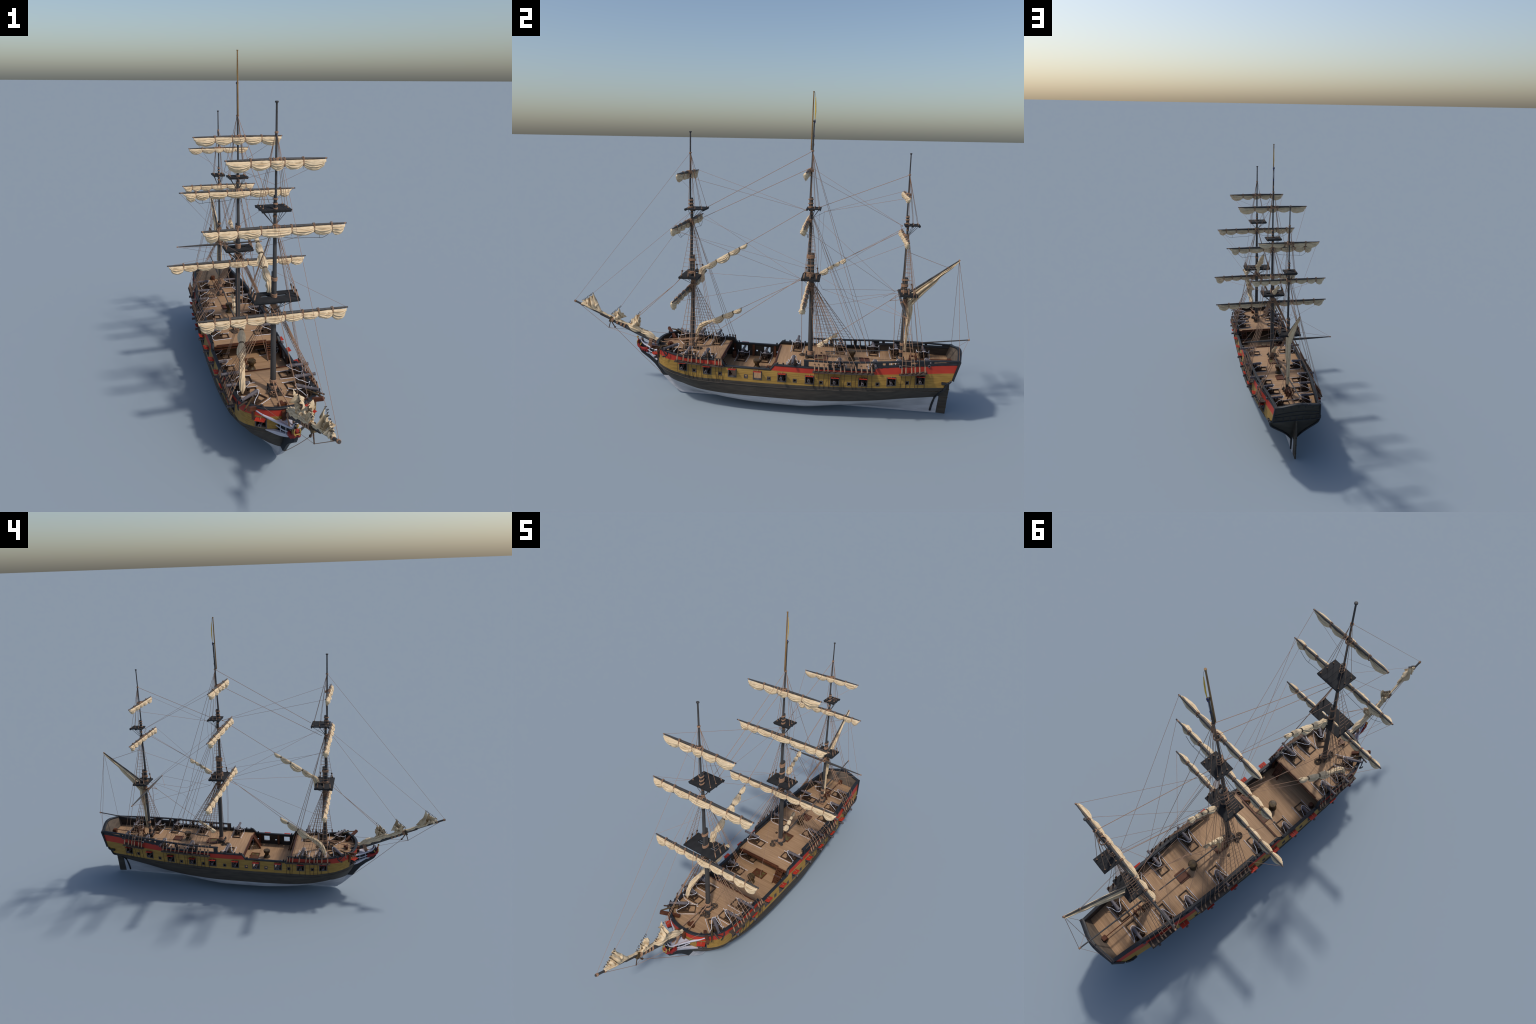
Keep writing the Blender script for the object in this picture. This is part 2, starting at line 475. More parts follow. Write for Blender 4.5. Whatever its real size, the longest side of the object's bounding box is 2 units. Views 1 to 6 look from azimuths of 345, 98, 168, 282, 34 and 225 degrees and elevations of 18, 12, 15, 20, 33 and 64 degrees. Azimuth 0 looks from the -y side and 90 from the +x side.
for sg in (1, -1):
    for p in PORTS:
        z = zp_f(p)
        def pt(y, dz):
            zz = zp_f(y)+dz; return (hb(y, zz)*sg, y, zz)
        port_frame(fr, pt(p-PW, -PH), pt(p+PW, -PH), pt(p+PW, PH), pt(p-PW, PH), (sg, 0, 0), .0040, WALL+.001)
        add_lid(((hb(p, z+.02)+.0115)*sg, p, z+.0215), 0 if sg > 0 else math.pi, random.uniform(-.26, -.16))
    for p in SMALL:
        def pt2(y, dz):
            zz = zp_f(y)+dz; return (hb(y, zz)*sg, y, zz)
        port_frame(fr, pt2(p-.0055, -.0155), pt2(p+.0055, -.0155), pt2(p+.0055, -.0045), pt2(p-.0055, -.0045), (sg, 0, 0), .0034, WALL+.001)
    a0 = side_point(('b', TH0), 'p0'); a1 = side_point(('b', TH1), 'p0'); a2 = side_point(('b', TH1), 'p1'); a3 = side_point(('b', TH0), 'p1')
    S = V(sg, 1, 1)
    t = (a1-a0)[:2]; t /= np.linalg.norm(t); nrm = V(t[1], -t[0], 0)
    port_frame(fr, a0*S, a1*S, a2*S, a3*S, nrm*S, .0040, WALL+.001)
    c = ((a2+a3)/2 + nrm*.012 + V(0, 0, .002))*S
    BOWN = nrm; BOWC = (a0+a1+a2+a3)/4
    add_lid(tuple(c), math.atan2(nrm[1], nrm[0]*sg), -.02)
fr.obj('gunport_frame', M['frame'], root, 30, kind='stuff')

# ------------------------------------------------------------------ keel, stem, stern
kb = MB()
kb.prism([(-.44, .012), (-.42, .0045), (-.38, .0030), (.868, .0030), (.868, .006), (.8765, .092), (.80, .092), (.80, .02), (-.40, .02)], -.0055, .0055)
kb.prism([(-.38, .0030), (-.404, .0036), (-.4332, .0120), (-.4535, .0245), (-.482, .0505), (-.51, .080), (-.5213, .0915), (-.48, .0915), (-.45, .05), (-.40, .02)], -.0062, .0062)
kb.obj('keel', M['white'], root, 30)
sb = MB()
cut = [(-.5213, .0915), (-.538, .1150), (-.5655, .1515), (-.5926, .1768), (-.620, .1970), (-.6365, .2100), (-.6470, .2280), (-.6530, .2530),
       (-.648, .262), (-.640, .240), (-.625, .226), (-.60, .208), (-.57, .196), (-.54, .185), (-.50, .13), (-.48, .0915)]
sb.prism(cut, -.0060, .0060)
sb.prism([(-.640, .244), (-.648, .262), (-.643, .284), (-.630, .287), (-.628, .283), (-.624, .262), (-.610, .240), (-.620, .225)], -.0055, .0055)
sb.obj('stem_knee', M['black'], root, 30)
# stern post and rudder
sp = MB()
sp.prism([(.80, .093), (.8765, .093), (.882, .118), (.893, .175), (.905, .222), (.885, .222), (.86, .15), (.80, .13)], -.0055, .0055)
sp.obj('sternpost', M['wale'], root, 30)
rd = MB()
rp = [(.8705, .0030), (.9124, .0004), (.9155, .044), (.9187, .0869), (.9234, .133), (.9225, .175), (.918, .222), (.908, .224), (.897, .175), (.8825, .113), (.8785, .09)]
rd.prism(rp, -.0036, .0036)
rud = rd.obj('rudder', M['wale'], root, 30)
rs = MB()
for z, y0, y1 in ((.035, .8715, .9165), (.0855, .8770, .9205), (.128, .8835, .9255)):
    rs.beam((.0, y0, z+.003), (.0, y1, z), .0084, .0016)
rs.obj('rudder_strap', M['capstan'], rud, 30)

EDGE = [P[nm][-1] for nm in LV]           # after edge of the hull at the stern
# counter: ruled from the tuck edge up and aft to the transom foot
def tr_x(z): return pchip([.2275, .26, .29, .33], [.1195, .1165, .1135, .111])(z)
zc = [e for e in EDGE if .09 <= e[2] <= .2275]
zc = sorted(zc, key=lambda e: e[2])
exs = [0.0] + [e[0] for e in zc]
def edge_at_x(x):
    pts = [(0.0085, .857, .094)] + [(e[0], e[1], e[2]) for e in zc]
    for a, b in zip(pts[:-1], pts[1:]):
        if a[0] <= x <= b[0]:
            t = (x-a[0])/max(b[0]-a[0], 1e-9); return V(*[a[i]+(b[i]-a[i])*t for i in range(3)])
    return V(*pts[-1]) if x > pts[-1][0] else V(x, pts[0][1], pts[0][2])
ct = MB()
xs_ = [i/24*.1285 for i in range(25)]
for sg in (1, -1):
    rows = []
    for t in np.linspace(0, 1, 7):
        row = []
        for x in xs_:
            lo = edge_at_x(x); lo[0] = x
            xx = x/.1285*.1195
            hi = V(xx, .9155 - .006*(xx/.12)**2 - .0, .2275)
            q = lo*(1-t) + hi*t
            q[1] -= .012*math.sin(math.pi*t)*(1-t)      # slight hollow
            row.append((q[0]*sg, q[1], q[2]))
        rows.append(row)
    ct.grid(rows)
ct.obj('stern_counter', M['stern'], root, 60)
tk = MB()
for sg in (1, -1):
    path = [(.0075, .8400, .014), (.0085, .8440, .040), (.0105, .8500, .065), (.0140, .8560, .088)]
    path += [(e[0]+.001, e[1]+.002, e[2]) for e in zc if e[2] > .095 and e[2] < .206] + [(.1305, .886, .2135), (.128, .896, .2165), (.1245, .905, .226)]
    path = catmull([(x*sg, y, z) for x, y, z in path], 4)
    tk.tube(path, .0050, 8, flat=.9)
    tk.box((.1315*sg, .872, .2150), (.010, .022, .009)); tk.tube([(.1330*sg, .866, .2100), (.1330*sg, .866, .2215)], .004, 8)
tk.obj('tuck_moulding', M['black'], root, 60)

# transom
def tz(x): return .3165 + .0200*(math.cos(min(abs(x)/.113, 1)*math.pi)*.5+.5)
def ty(x, z): return .9125 + .0035 + (z-.2275)*.27 + .013*(1-(x/.115)**2)*((z-.2275)/.10)
tx = np.linspace(-1, 1, 25)
def trow(off, t):
    row = []
    for u in tx:
        z0 = .2265; xx = u*.113; z1 = tz(xx); z = z0 + (z1-z0)*t
        x = u*tr_x(z); row.append((x, ty(x, z)+off, z))
    return row
tm = MB(); tm.grid([trow(0, t) for t in np.linspace(0, 1, 9)])
transom = tm.obj('transom', M['stern'], root, 60)
ti = MB(); ti.grid([trow(-.011, t) for t in np.linspace(0, 1, 9)]); ti.obj('transom_lining', M['transom_in'], transom, 60)
tc_ = MB()
tc_.sweep_rect([(p[0], p[1]-.0055, p[2]+.001) for p in [(u*.1145, ty(u*.113, tz(u*.113)), tz(u*.113)) for u in tx]], .018, .0065)
for t, r in ((.0, .0042), (.32, .0026), (.62, .0028)):
    row = trow(.0005, t)
    if t == .62: row = [(p[0], ty(p[0], .268+.020*(1-(p[0]/.115)**2))+.0005, .268+.020*(1-(p[0]/.115)**2)) for p in row]
    tc_.tube(row, r, 6)
for sg in (1, -1):
    tc_.beam((.1205*sg, .9120, .2265), (.1125*sg, .9405, .318), .007, .010, up=(0, 1, 0))
tc_.obj('transom_moulding', M['black'], transom, 50)
tp = MB()
for i in range(13):       # raised panels of the transom
    u = (i-6)/6.6
    for t0, t1 in ((.06, .28),):
        if i % 2 == 0:
            for t in (t0,):
                za, zb = .2275+.10*t0, .2275+.10*t1
                x = u*.113
                tp.box((x, ty(x, (za+zb)/2)+.001, (za+zb)/2), (.006, .003, zb-za))
for i in range(5):
    x = (i-2)*.038
    z = tz(x)-.012
    tp.box((x, ty(x, z)+.001, z), (.004, .003, .014))
tp.obj('transom_panel', M['black'], transom, 30)

# ------------------------------------------------------------------ decks
def plan_in(y, z, off=.0072):
    """inside half breadth at y, height z (bow handled through the plan curve)"""
    if y >= YS: return max(hb(y, z) - off, .002)
    n = bow_n(z); L = YS - stem_y(z) - off; B = hb(YS, z) - off
    c = min(max((YS-y)/L, 0), 1)
    return max(B*(1-c**n)**(1/n), .0)
def deck(name, y0, y1, zf, n=70, th=.006):
    mb = MB(); top, bot = [], []
    yl = [y0 + (y1-y0)*i/n for i in range(n+1)]
    if y0 < YS: yl = sorted(set(yl + [y0+.0005, y0+.002, y0+.004, y0+.008]))
    for y in yl:
        w = plan_in(y, zf(y))
        row = [(w*u, y, zf(y)) for u in (-1, -.5, 0, .5, 1)]
        top.append(row); bot.append([(a, b, c-th) for a, b, c in row])
    mb.grid(top); mb.grid(bot)
    m2 = len(yl)-1
    mb.grid([top[0], bot[0]]); mb.grid([top[m2], bot[m2]])
    return mb.obj(name, M['deck'], root, 30)
FD = pchip([-.56, -.45, -.19], [.262, .255, .2475])
QD = pchip([.075, .25, .5, .75, .94], [.2425, .2440, .2475, .2535, .2620])
MD = lambda y: .165
deck('gun_deck', -.525, .86, MD)
deck('forecastle_deck', stem_y(.26)+.0078, -.186, FD, 50)
deck('quarterdeck', .078, .9190, QD)
bm_ = MB()
wfc = plan_in(-.19, .245); wqd = plan_in(.08, .243)
bm_.box((0, -.1845, .2440), (2*wfc, .005, .009)); bm_.box((.0, .0760, .2405), (2*wqd, .005, .0060))
bm_.box((-.02, .0795, .2470), (.235, .004, .004)); bm_.box((0, -.1880, .2505), (2*wfc-.06, .004, .004))
bm_.box((0, .0800, .2270), (2*wqd, .004, .004))
bm_.obj('deck_beam', M['brown'], root, 30)
rib = MB()
for sg in (1, -1):
    for y in (-.172, -.070, .045):
        rib.box(((hb(y, .2)-WALL-.0035)*sg, y, .199), (.007, .012, .064))
rib.obj('bulwark_rib', M['brown'], root, 30)

# ------------------------------------------------------------------ rails
rl = MB()
def rail_pts(sg, flt, off_z=0):
    out = []
    for i, s in enumerate(STN):
        p = P['top'][i]
        if flt(p[1]): q = (P['top'][i] + IN['top'][i])/2; out.append((q[0]*sg, q[1], q[2]+off_z))
    return out
fore = rail_pts(1, lambda y: y < .5565)
left = [(-x, y, z) for x, y, z in fore]
rl.sweep_rect(left[::-1] + fore, .0145, .0062)
for sg in (1, -1):
    rl.sweep_rect(rail_pts(sg, lambda y: y > .5565, .0035), .0105, .0095)
    up = pchip([.222, .34, .44, .58, .67, .8, .95], [.2885, .2895, .2940, .3030, .3090, .3150, .3180])
    ylist = list(np.linspace(.222, .936, 40))
    rl.sweep_rect([((hb(y, up(y))-.004)*sg, y, up(y)) for y in ylist], .0128, .0060)
    for y, w in ((.2345, .022), (.3465, .016), (.466, .016), (.573, .030), (.609, .014), (.690, .052), (.775, .050), (.817, .012), (.914, .038)):
        z0, z1 = top_f(y)-.004, up(y)
        a0 = ((hb(y-w/2, z0)-.0045)*sg, y-w/2, (z0+z1)/2); a1 = ((hb(y+w/2, z0)-.0045)*sg, y+w/2, (z0+z1)/2)
        rl.beam(a0, a1, .0085, z1-z0)
    # timber heads along the rails
    for y in (-.515, -.485, -.43, -.30, -.215, -.150, .055, .098, .125, .205):
        z = lev('top', y); x = (hb(y, z)-.0045) if y > YS else plan_in(y, z, .004)
        rl.tube([(x*sg, y, z), (x*sg, y, z+.0105)], .0030, 8); rl.tube([(x*sg, y, z+.0085), (x*sg, y, z+.0115)], .0042, 8)
    rl.tube([((hb(.088, .26)-.004)*sg, .084, .260), ((hb(.088, .26)-.004)*sg, .094, .2615)], .0058, 10)
    rl.tube([((hb(.058, .236)-.004)*sg, .050, .2365), ((hb(.058, .236)-.004)*sg, .060, .2370)], .0052, 10)
rl.obj('rail', M['black'], root, 40)

# ------------------------------------------------------------------ beakhead
hw = MB()
for sg in (1, -1):
    toprail = catmull([(.1075*sg, -.5030, .2760), (.0800*sg, -.5235, .2590), (.0500*sg, -.5450, .2470), (.0270*sg, -.5750, .2460), (.0175*sg, -.5930, .2490), (.0105*sg, -.6150, .2560), (.0075*sg, -.6300, .2680), (.0065*sg, -.6390, .2860)], 6)
    n = len(toprail)
    hw.tube(toprail, [.0058 - .0030*i/n for i in range(n)], 8)
    mid = catmull([(.0400*sg, -.5400, .2225), (.0320*sg, -.5520, .2200), (.0225*sg, -.5740, .2210), (.0130*sg, -.6020, .2310)], 6)
    hw.tube(mid, .0024, 8)
    for a in (.45, .85):
        j = int(a*(len(mid)-1)); q = np.array(mid[j])
        k = min(range(n), key=lambda t: abs(toprail[t][1]-q[1]))
        hw.tube([(q[0]+.0005*sg, q[1], q[2]+.018), q, (q[0], q[1], q[2]-.016)], .0016, 6)
    # cheek: broad tapering board on the side of the knee
    r0 = catmull([(.0780*sg, -.5290, .2030), (.0480*sg, -.5475, .2040), (.0280*sg, -.5650, .2050), (.0130*sg, -.5900, .2110), (.0080*sg, -.6100, .2170)], 6)
    r1 = catmull([(.0740*sg, -.5290, .1990), (.0380*sg, -.5460, .1850), (.0200*sg, -.5640, .1870), (.0085*sg, -.5880, .1980), (.0070*sg, -.6110, .2080)], 6)
    hw.grid([r0, r1, [(p[0]*.8, p[1]+.008, p[2]) for p in r1], [(p[0]*.8, p[1]+.008, p[2]) for p in r0], r0])
# grating floor between the top rails
g0 = catmull([(.0480, -.5450, .2455), (.0260, -.5740, .2440), (.0165, -.5930, .2470), (.0090, -.6140, .2540)], 5)
for dz in (.0012, -.0025): hw.grid([[(x*u, y, z+dz) for u in (-1, -.4, .4, 1)] for x, y, z in g0])
hw.obj('head_rail', M['headwhite'], root, 50)
hk = MB()
for sg in (1, -1):
    a = catmull([(.0350*sg, -.537, .243), (.0210*sg, -.572, .241), (.0110*sg, -.596, .245), (.0062*sg, -.622, .250)], 6)
    b = catmull([(.030*sg, -.536, .186), (.017*sg, -.562, .188), (.0090*sg, -.588, .198), (.0055*sg, -.620, .212)], 6)
    hk.grid([a, b])
hk.obj('head_backing', M['black'], root, 50)
# striped post behind the figurehead
MB().tube(catmull([(0, -.604, .243), (0, -.618, .250), (0, -.6315, .266), (0, -.6400, .284)], 4), .0062, 8).obj('stem_scroll', M['headwhite'], root, 50)

# figurehead: draped figure in red and gold
fg = MB()
for sg in (1, -1):
    dr = catmull([(.0085*sg, -.598, .226), (.012*sg, -.612, .232), (.0115*sg, -.630, .235), (.009*sg, -.646, .243), (.004*sg, -.652, .256)], 4)
    n = len(dr)
    fg.tube(dr, [.0075 + .0012*math.sin(i/n*9) for i in range(n)], 8)
    for k in range(3): fg.ball((.012*sg, -.604-.012*k, .222+.0035*k), .0062, 8, 6, (1, 1, 1.3))
fg.ball((0, -.6525, .268), .0075, 10, 8, (1.0, .8, 1.5))
figure = fg.obj('figurehead', M['crimson'], root, 60)
ga = MB()
for sg in (1, -1):
    ga.tube(catmull([(.008*sg, -.654, .277), (.0115*sg, -.656, .268), (.010*sg, -.656, .256), (.005*sg, -.658, .252)], 4), .0026, 7)
    ga.tube(catmull([(.007*sg, -.648, .246), (.011*sg, -.640, .250), (.009*sg, -.634, .262)], 4), .003, 7)
ga.ring((0, -.652, .2565), (0, .3, 1), .0085, .0022); ga.tube([(0, -.655, .278), (0, -.6555, .286)], .0026, 8)
ga.obj('figurehead_arm', M['gold'], figure, 60)
MB().ball((0, -.657, .2905), .0052, 10, 8, (1, 1, 1.15)).obj('figurehead_head', M['gold'], figure, 60)

# catheads, anchors, fish davits
ch = MB(); an = MB(); dv = MB(); fk = MB()
for sg in (1, -1):
    ch.beam((.076*sg, -.478, .2660), (.141*sg, -.5345, .3000), .0125, .0140)
    ch.beam((.1165*sg, -.5060, .2830), (.1140*sg, -.5040, .2360), .0105, .009, up=(1, .8, 0))
    ch.beam((.0145*sg, -.5480, .2440), (.0145*sg, -.5490, .2810), .0130, .0130, up=(0, 1, 0))
    dv.tube([(.105*sg, -.455, .295), (.128*sg, -.490, .296), (.152*sg, -.520, .290)], [.003, .0042, .003], 7)
    c = V(.152*sg, -.468, .283)
    an.tube([c+V(-.006*sg, -.014, .012), c+V(.008*sg, .018, -.018)], .0024, 7)
    e = c+V(.008*sg, .018, -.018)
    an.tube(catmull([e+V(.002*sg, -.014, -.006), e+V(.001*sg, -.006, -.004), e, e+V(0, .006, .008), e+V(.001*sg, .005, .018)], 4), .0028, 7)
    an.ball(e+V(.002*sg, -.016, -.005), .0040, 8, 6, (.6, 1, 1.2)); an.ball(e+V(.001*sg, .004, .019), .0040, 8, 6, (.6, 1, 1.2))
    fk.tube([c+V(-.020*sg, -.014, .016), c+V(.012*sg, -.018, .002)], .0034, 7)
ch.obj('cathead', M['brown'], root, 30); an.obj('anchor', M['black'], root, 50)
dv.obj('davit', M['capstan'], root, 50); fk.obj('anchor_stock', M['dark_wood'], root, 50)

# ------------------------------------------------------------------ guns
def gun_meshes():
    g = MB()
    g.lathe((0, 0, 0), (1, 0, 0), [(-.092, .0012), (-.0905, .0028), (-.088, .0022), (-.0868, .0060), (-.085, .0083), (-.080, .0088), (-.0785, .0080),
            (-.062, .0076), (-.0605, .0081), (-.058, .0072), (-.034, .0066), (-.0325, .0070), (-.030, .0064), (-.006, .0057), (-.004, .0066), (-.0008, .0066),
            (0, .0060), (0, .0036), (-.010, .0034)], 14)
    g.tube([(-.050, -.0115, -.002), (-.050, .0115, -.002)], .0028, 8)
    me = g.mesh('cannon'); me.materials.append(M['gun'])
    me.polygons.foreach_set('use_smooth', [True]*len(me.polygons)); me.set_sharp_from_angle(angle=math.radians(45))
    c = MB()
    H = -.040
    FR = -.038      # nothing of the carriage reaches forward of the bulwark
    for s in (1, -1):
        c.prism([(-.078, H+.008), (-.078, H+.019), (-.066, H+.024), (-.058, H+.034), (-.048, H+.036), (-.042, H+.030), (FR, H+.008)], .0085, .0125)
    # prism() is laid out in (y,z): rotate so that it runs along x
    c.v = [(y, x, z) for x, y, z in c.v]
    c2 = MB(); c2.v = list(c.v); c2.f = list(c.f)
    c2.v = [(x, (y if k < len(c.v)//2 else -y), z) for k, (x, y, z) in enumerate(c2.v)]
    c2.box((-.058, 0, H+.014), (.036, .018, .010))
    for s in (1, -1):
        c2.beam((-.120, .0205*s, H+.0030), (FR, .0205*s, H+.0030), .0036, .0055)     # slide rails
        c2.beam((-.085, .0115*s, H+.0055), (FR, .0115*s, H+.0055), .0050, .0070)
        c2.box((-.046, .0185*s, H+.010), (.010, .008, .014))
    c2.beam((-.120, -.0222, H+.0030), (-.120, .0222, H+.0030), .0036, .0055)
    c2.beam((-.088, -.0205, H+.0034), (-.088, .0205, H+.0034), .0050, .0050)
    c2.beam((FR-.002, -.0205, H+.0034), (FR-.002, .0205, H+.0034), .0050, .0060)
    c2.tube([(-.080, -.008, H+.02), (-.080, .008, H+.02)], .003, 6)
    c2.tube([(-.088, 0, H+.005), (-.092, 0, H+.018)], .004, 6)
    cm = c2.mesh('carriage'); cm.materials.append(M['dark_wood'])
    r = MB()
    half = [(-.036, .0310, -.012), (-.042, .0270, -.018), (-.052, .0205, -.0160), (-.064, .0170, -.010), (-.075, .0135, -.008), (-.0855, .0095, .0000)]
    loop = half + [(-.0915, .0045, .0030), (-.0915, -.0045, .0030)] + [(x, -y, z) for x, y, z in half[::-1]]
    r.tube(catmull(loop, 4), .0012, 5)
    for s in (1, -1):
        r.tube(catmull([(-.036, .0310*s, -.012), (-.040, .0315*s, -.028), (-.050, .0320*s, H+.003), (-.080, .0310*s, H+.0022), (-.128, .0300*s, H+.0022)], 4), .0011, 5)
        r.ball((-.128, .0300*s, H+.003), .0021, 7, 5); r.ball((-.0365, .0310*s, -.012), .0021, 7, 5)
    rm = r.mesh('breeching_rope'); rm.materials.append(M['white_rope'])
    b = MB(); b.tube([(-.006, 0, 0), (.0003, 0, 0)], .0034, 10); bo = b.mesh('bore'); bo.materials.append(M['bore'])
    for q in (cm, rm):
        q.polygons.foreach_set('use_smooth', [True]*len(q.polygons)); q.set_sharp_from_angle(angle=math.radians(35))
    return me, cm, rm, bo
GUN, CAR, ROP, BORE = gun_meshes()
def add_gun(x, y, z, ang, H=.040):
    m4 = Matrix.Translation((x, y, z)) @ Matrix.Rotation(ang, 4, 'Z')
    g = put(GUN, 'cannon', root, mat4=m4)
    put(CAR, 'carriage', g); put(ROP, 'breeching_rope', g); put(BORE, 'bore', g)
for sg in (1, -1):
    base = 0 if sg > 0 else math.pi
    for y, x, turn in ((.170, .1845, 0), (.390, .1800, 0), (.5563, .1805, 0), (.6686, .1590, 0), (.8000, .1340, 0)):
        add_gun(x*sg, y, QD(y)+.0400, base + turn*sg)
    for y, x, turn in ((-.2545, .1830, 0), (-.3444, .1810, .02)):
        add_gun(x*sg, y, FD(y)+.0400, base + turn*sg)
    add_gun(.1500*sg, -.4660, FD(-.43)+.041, base - .60*sg)
    for k, p in enumerate(PORTS):
        if sg > 0 and k in (2, 3): continue
        add_gun((hb(p, .2)+.024)*sg, p-.002, max(.205, zp_f(p)-.001) if k not in (2, 3) else .205, base + .03*sg)
    bc = BOWC + BOWN*.020
    add_gun(bc[0]*sg, bc[1], bc[2]-.002, math.atan2(BOWN[1], BOWN[0]*sg))

# ------------------------------------------------------------------ deck furniture
def capstan(x, y, z, h=.047):
    mb = MB()
    mb.lathe((x, y, z), (0, 0, 1), [(0, .0190), (.004, .0190), (.006, .0165), (.011, .0150), (.014, .0105), (h*.52, .0100), (h*.60, .0125), (h*.70, .0178), (h*.92, .0186), (h, .0178), (h+.0012, .0120)], 18)
    for i in range(6):
        a = i*math.pi/3
        mb.beam((x+.0085*math.cos(a), y+.0085*math.sin(a), z+.010), (x+.0100*math.cos(a), y+.0100*math.sin(a), z+h*.66), .004, .005, up=(-math.sin(a), math.cos(a), 0))
    mb.obj('capstan', M['capstan'], root, 40)
    MB().ring((x, y, z+h*.95), (0, 0, 1), .0186, .0009, 20, 5).obj('capstan_hoop', M['dark_wood'], root, 40)
capstan(.0, -.0265, .165, .046); capstan(0, .447, QD(.447))
def hatch(x0, x1, y0, y1, z, plain=False):
    b = MB()
    w = .0055
    b.box(((x0+x1)/2, y0+w/2, z+.0015), (x1-x0, w, .006)); b.box(((x0+x1)/2, y1-w/2, z+.0015), (x1-x0, w, .006))
    b.box((x0+w/2, (y0+y1)/2, z+.0015), (w, y1-y0-2*w, .006)); b.box((x1-w/2, (y0+y1)/2, z+.0015), (w, y1-y0-2*w, .006))
    h = b.obj('hatch', M['brown'], root, 30)
    MB().box(((x0+x1)/2, (y0+y1)/2, z+.001), (x1-x0-2*w, y1-y0-2*w, .0030)).obj('hatch_cover', M['brown'] if plain else M['hatch'], h, 30)
hatch(-.034, .034, .020, .071, .165); hatch(-.026, .026, .484, .536, QD(.51), True); hatch(-.030, .030, .268, .330, QD(.3))
MB().lathe((.0, .0685, .1652), (0, 0, 1), [(0, .009), (.0012, .009), (.0013, .006)], 16).obj('deck_plate', M['capstan'], root, 30)
MB().box((-.062, .296, QD(.3)+.003), (.010, .010, .006)).obj('deck_box', M['dark_wood'], root, 30)

def ladder(xc, y0, z0, y1, z1, w, steps):
    mb = MB()
    for s in (1, -1): mb.beam((xc+s*w/2, y0, z0), (xc+s*w/2, y1, z1), .003, .009)
    for i in range(1, steps):
        t = i/steps; mb.box((xc, y0+(y1-y0)*t, z0+(z1-z0)*t), (w, .008, .0018))
    mb.obj('ladder', M['brown'], root, 30)
ladder(.112, .030, .1655, .077, .2420, .036, 9)
ladder(.112, -.140, .1655, -.186, .2440, .032, 9)
# cask
bk = MB(); bk.lathe((-.120, -.168, .165), (0, 0, 1), [(0, .0105), (.014, .0128), (.030, .0105), (.0302, .009)], 16)
cask = bk.obj('cask', M['brown'], root, 40)
hoops = MB()
for d, r in ((.006, .0120), (.022, .0122)): hoops.ring((-.120, -.168, .165+d), (0, 0, 1), r, .0008, 18, 5)
hoops.obj('cask_hoop', M['frame'], cask, 40)

# steering wheel and tiller
wh = MB()
wy, wz = .742, QD(.742)+.034
for dy in (-.012, .012):
    wh.ring((0, wy+dy, wz), (0, 1, 0), .0205, .0017, 26, 6)
    for i in range(8):
        a = i*math.pi/4
        wh.tube([(0, wy+dy, wz), (.0255*math.cos(a), wy+dy, wz+.0255*math.sin(a))], .0010, 5)
wh.tube([(0, wy-.018, wz), (0, wy+.018, wz)], .0048, 10)
for dy in (-.017, .017):
    wh.beam((-.015, wy+dy, QD(wy)), (0, wy+dy, wz), .0045, .004, up=(0, 1, 0)); wh.beam((.015, wy+dy, QD(wy)), (0, wy+dy, wz), .0045, .004, up=(0, 1, 0))
wh.obj('steering_wheel', M['brown'], root, 40)
tl = MB(); tl.tube([(0, .755, QD(.755)+.020), (0, .905, QD(.905)+.020)], .0022, 7)
tl.box((0, .912, QD(.912)+.012), (.020, .018, .024)); tl.obj('tiller', M['brown'], root, 30)
bb = MB(); bb.box((0, -.485, FD(-.485)+.008), (.034, .012, .016)); bb.box((0, -.478, FD(-.478)+.012), (.010, .022, .010))
bb.obj('bowsprit_bitt', M['brown'], root, 30)

# bitts with hanging coils round the mast feet
def mast_foot(y, z, r, s=1.0):
    b = MB()
    for sx in (1, -1):
        for dy in (-.020*s, .018*s):
            b.tube([(sx*.017*s, y+dy, z), (sx*.017*s, y+dy, z+.022)], .0030, 8); b.ball((sx*.017*s, y+dy, z+.024), .0038, 8, 6)
        b.beam((sx*.017*s, y-.024*s, z+.015), (sx*.017*s, y+.022*s, z+.015), .005, .005)
    b.beam((-.028*s, y-.020*s, z+.014), (.028*s, y-.020*s, z+.014), .006, .006)
    for x in (-.024, -.010, .010, .024): b.tube([(x*s, y-.020*s, z+.006), (x*s, y-.020*s, z+.024)], .0016, 6)
    b.obj('mast_bitt', M['spar'], root, 40)
    c = MB(); rr = np.random.default_rng(int(abs(y)*1000))
    for k in range(7):
        x = rr.uniform(-.022, .022)*s; yo = rr.choice([-.024, .018])*s
        c.ring((x, y+yo, z+.010), (rr.uniform(-.5, .5), 1, rr.uniform(-.3, .3)), .0060, .0013, 12, 5)
        c.ring((x, y+yo, z+.009), (rr.uniform(-.5, .5), 1, rr.uniform(-.3, .3)), .0048, .0013, 12, 5)
    for k in range(5): c.ring((0, y, z+.012+.004*k), (0, 0, 1), r+.0012, .0020, 18, 5)
    c.obj('rope_coil', M['rope'], root, 50)
def flat_coil(x, y, z, R, seed):
    c = MB(); rr = np.random.default_rng(seed)
    for k in range(16):
        c.ring((x+rr.uniform(-.004, .004), y+rr.uniform(-.004, .004), z+.0008+rr.uniform(0, .003)), (rr.uniform(-.12, .12), rr.uniform(-.12, .12), 1), R*rr.uniform(.35, 1), .0007, 20, 4)
    c.obj('rope_coil', M['tarred'], root, 50)
mast_foot(-.366, FD(-.366), .0120); mast_foot(.2425, QD(.24), .0125); mast_foot(.683, QD(.683), .008, .8)
flat_coil(.006, -.327, FD(-.33), .017, 3); flat_coil(-.006, -.400, FD(-.40), .017, 4); flat_coil(.018, -.395, FD(-.40), .015, 5)
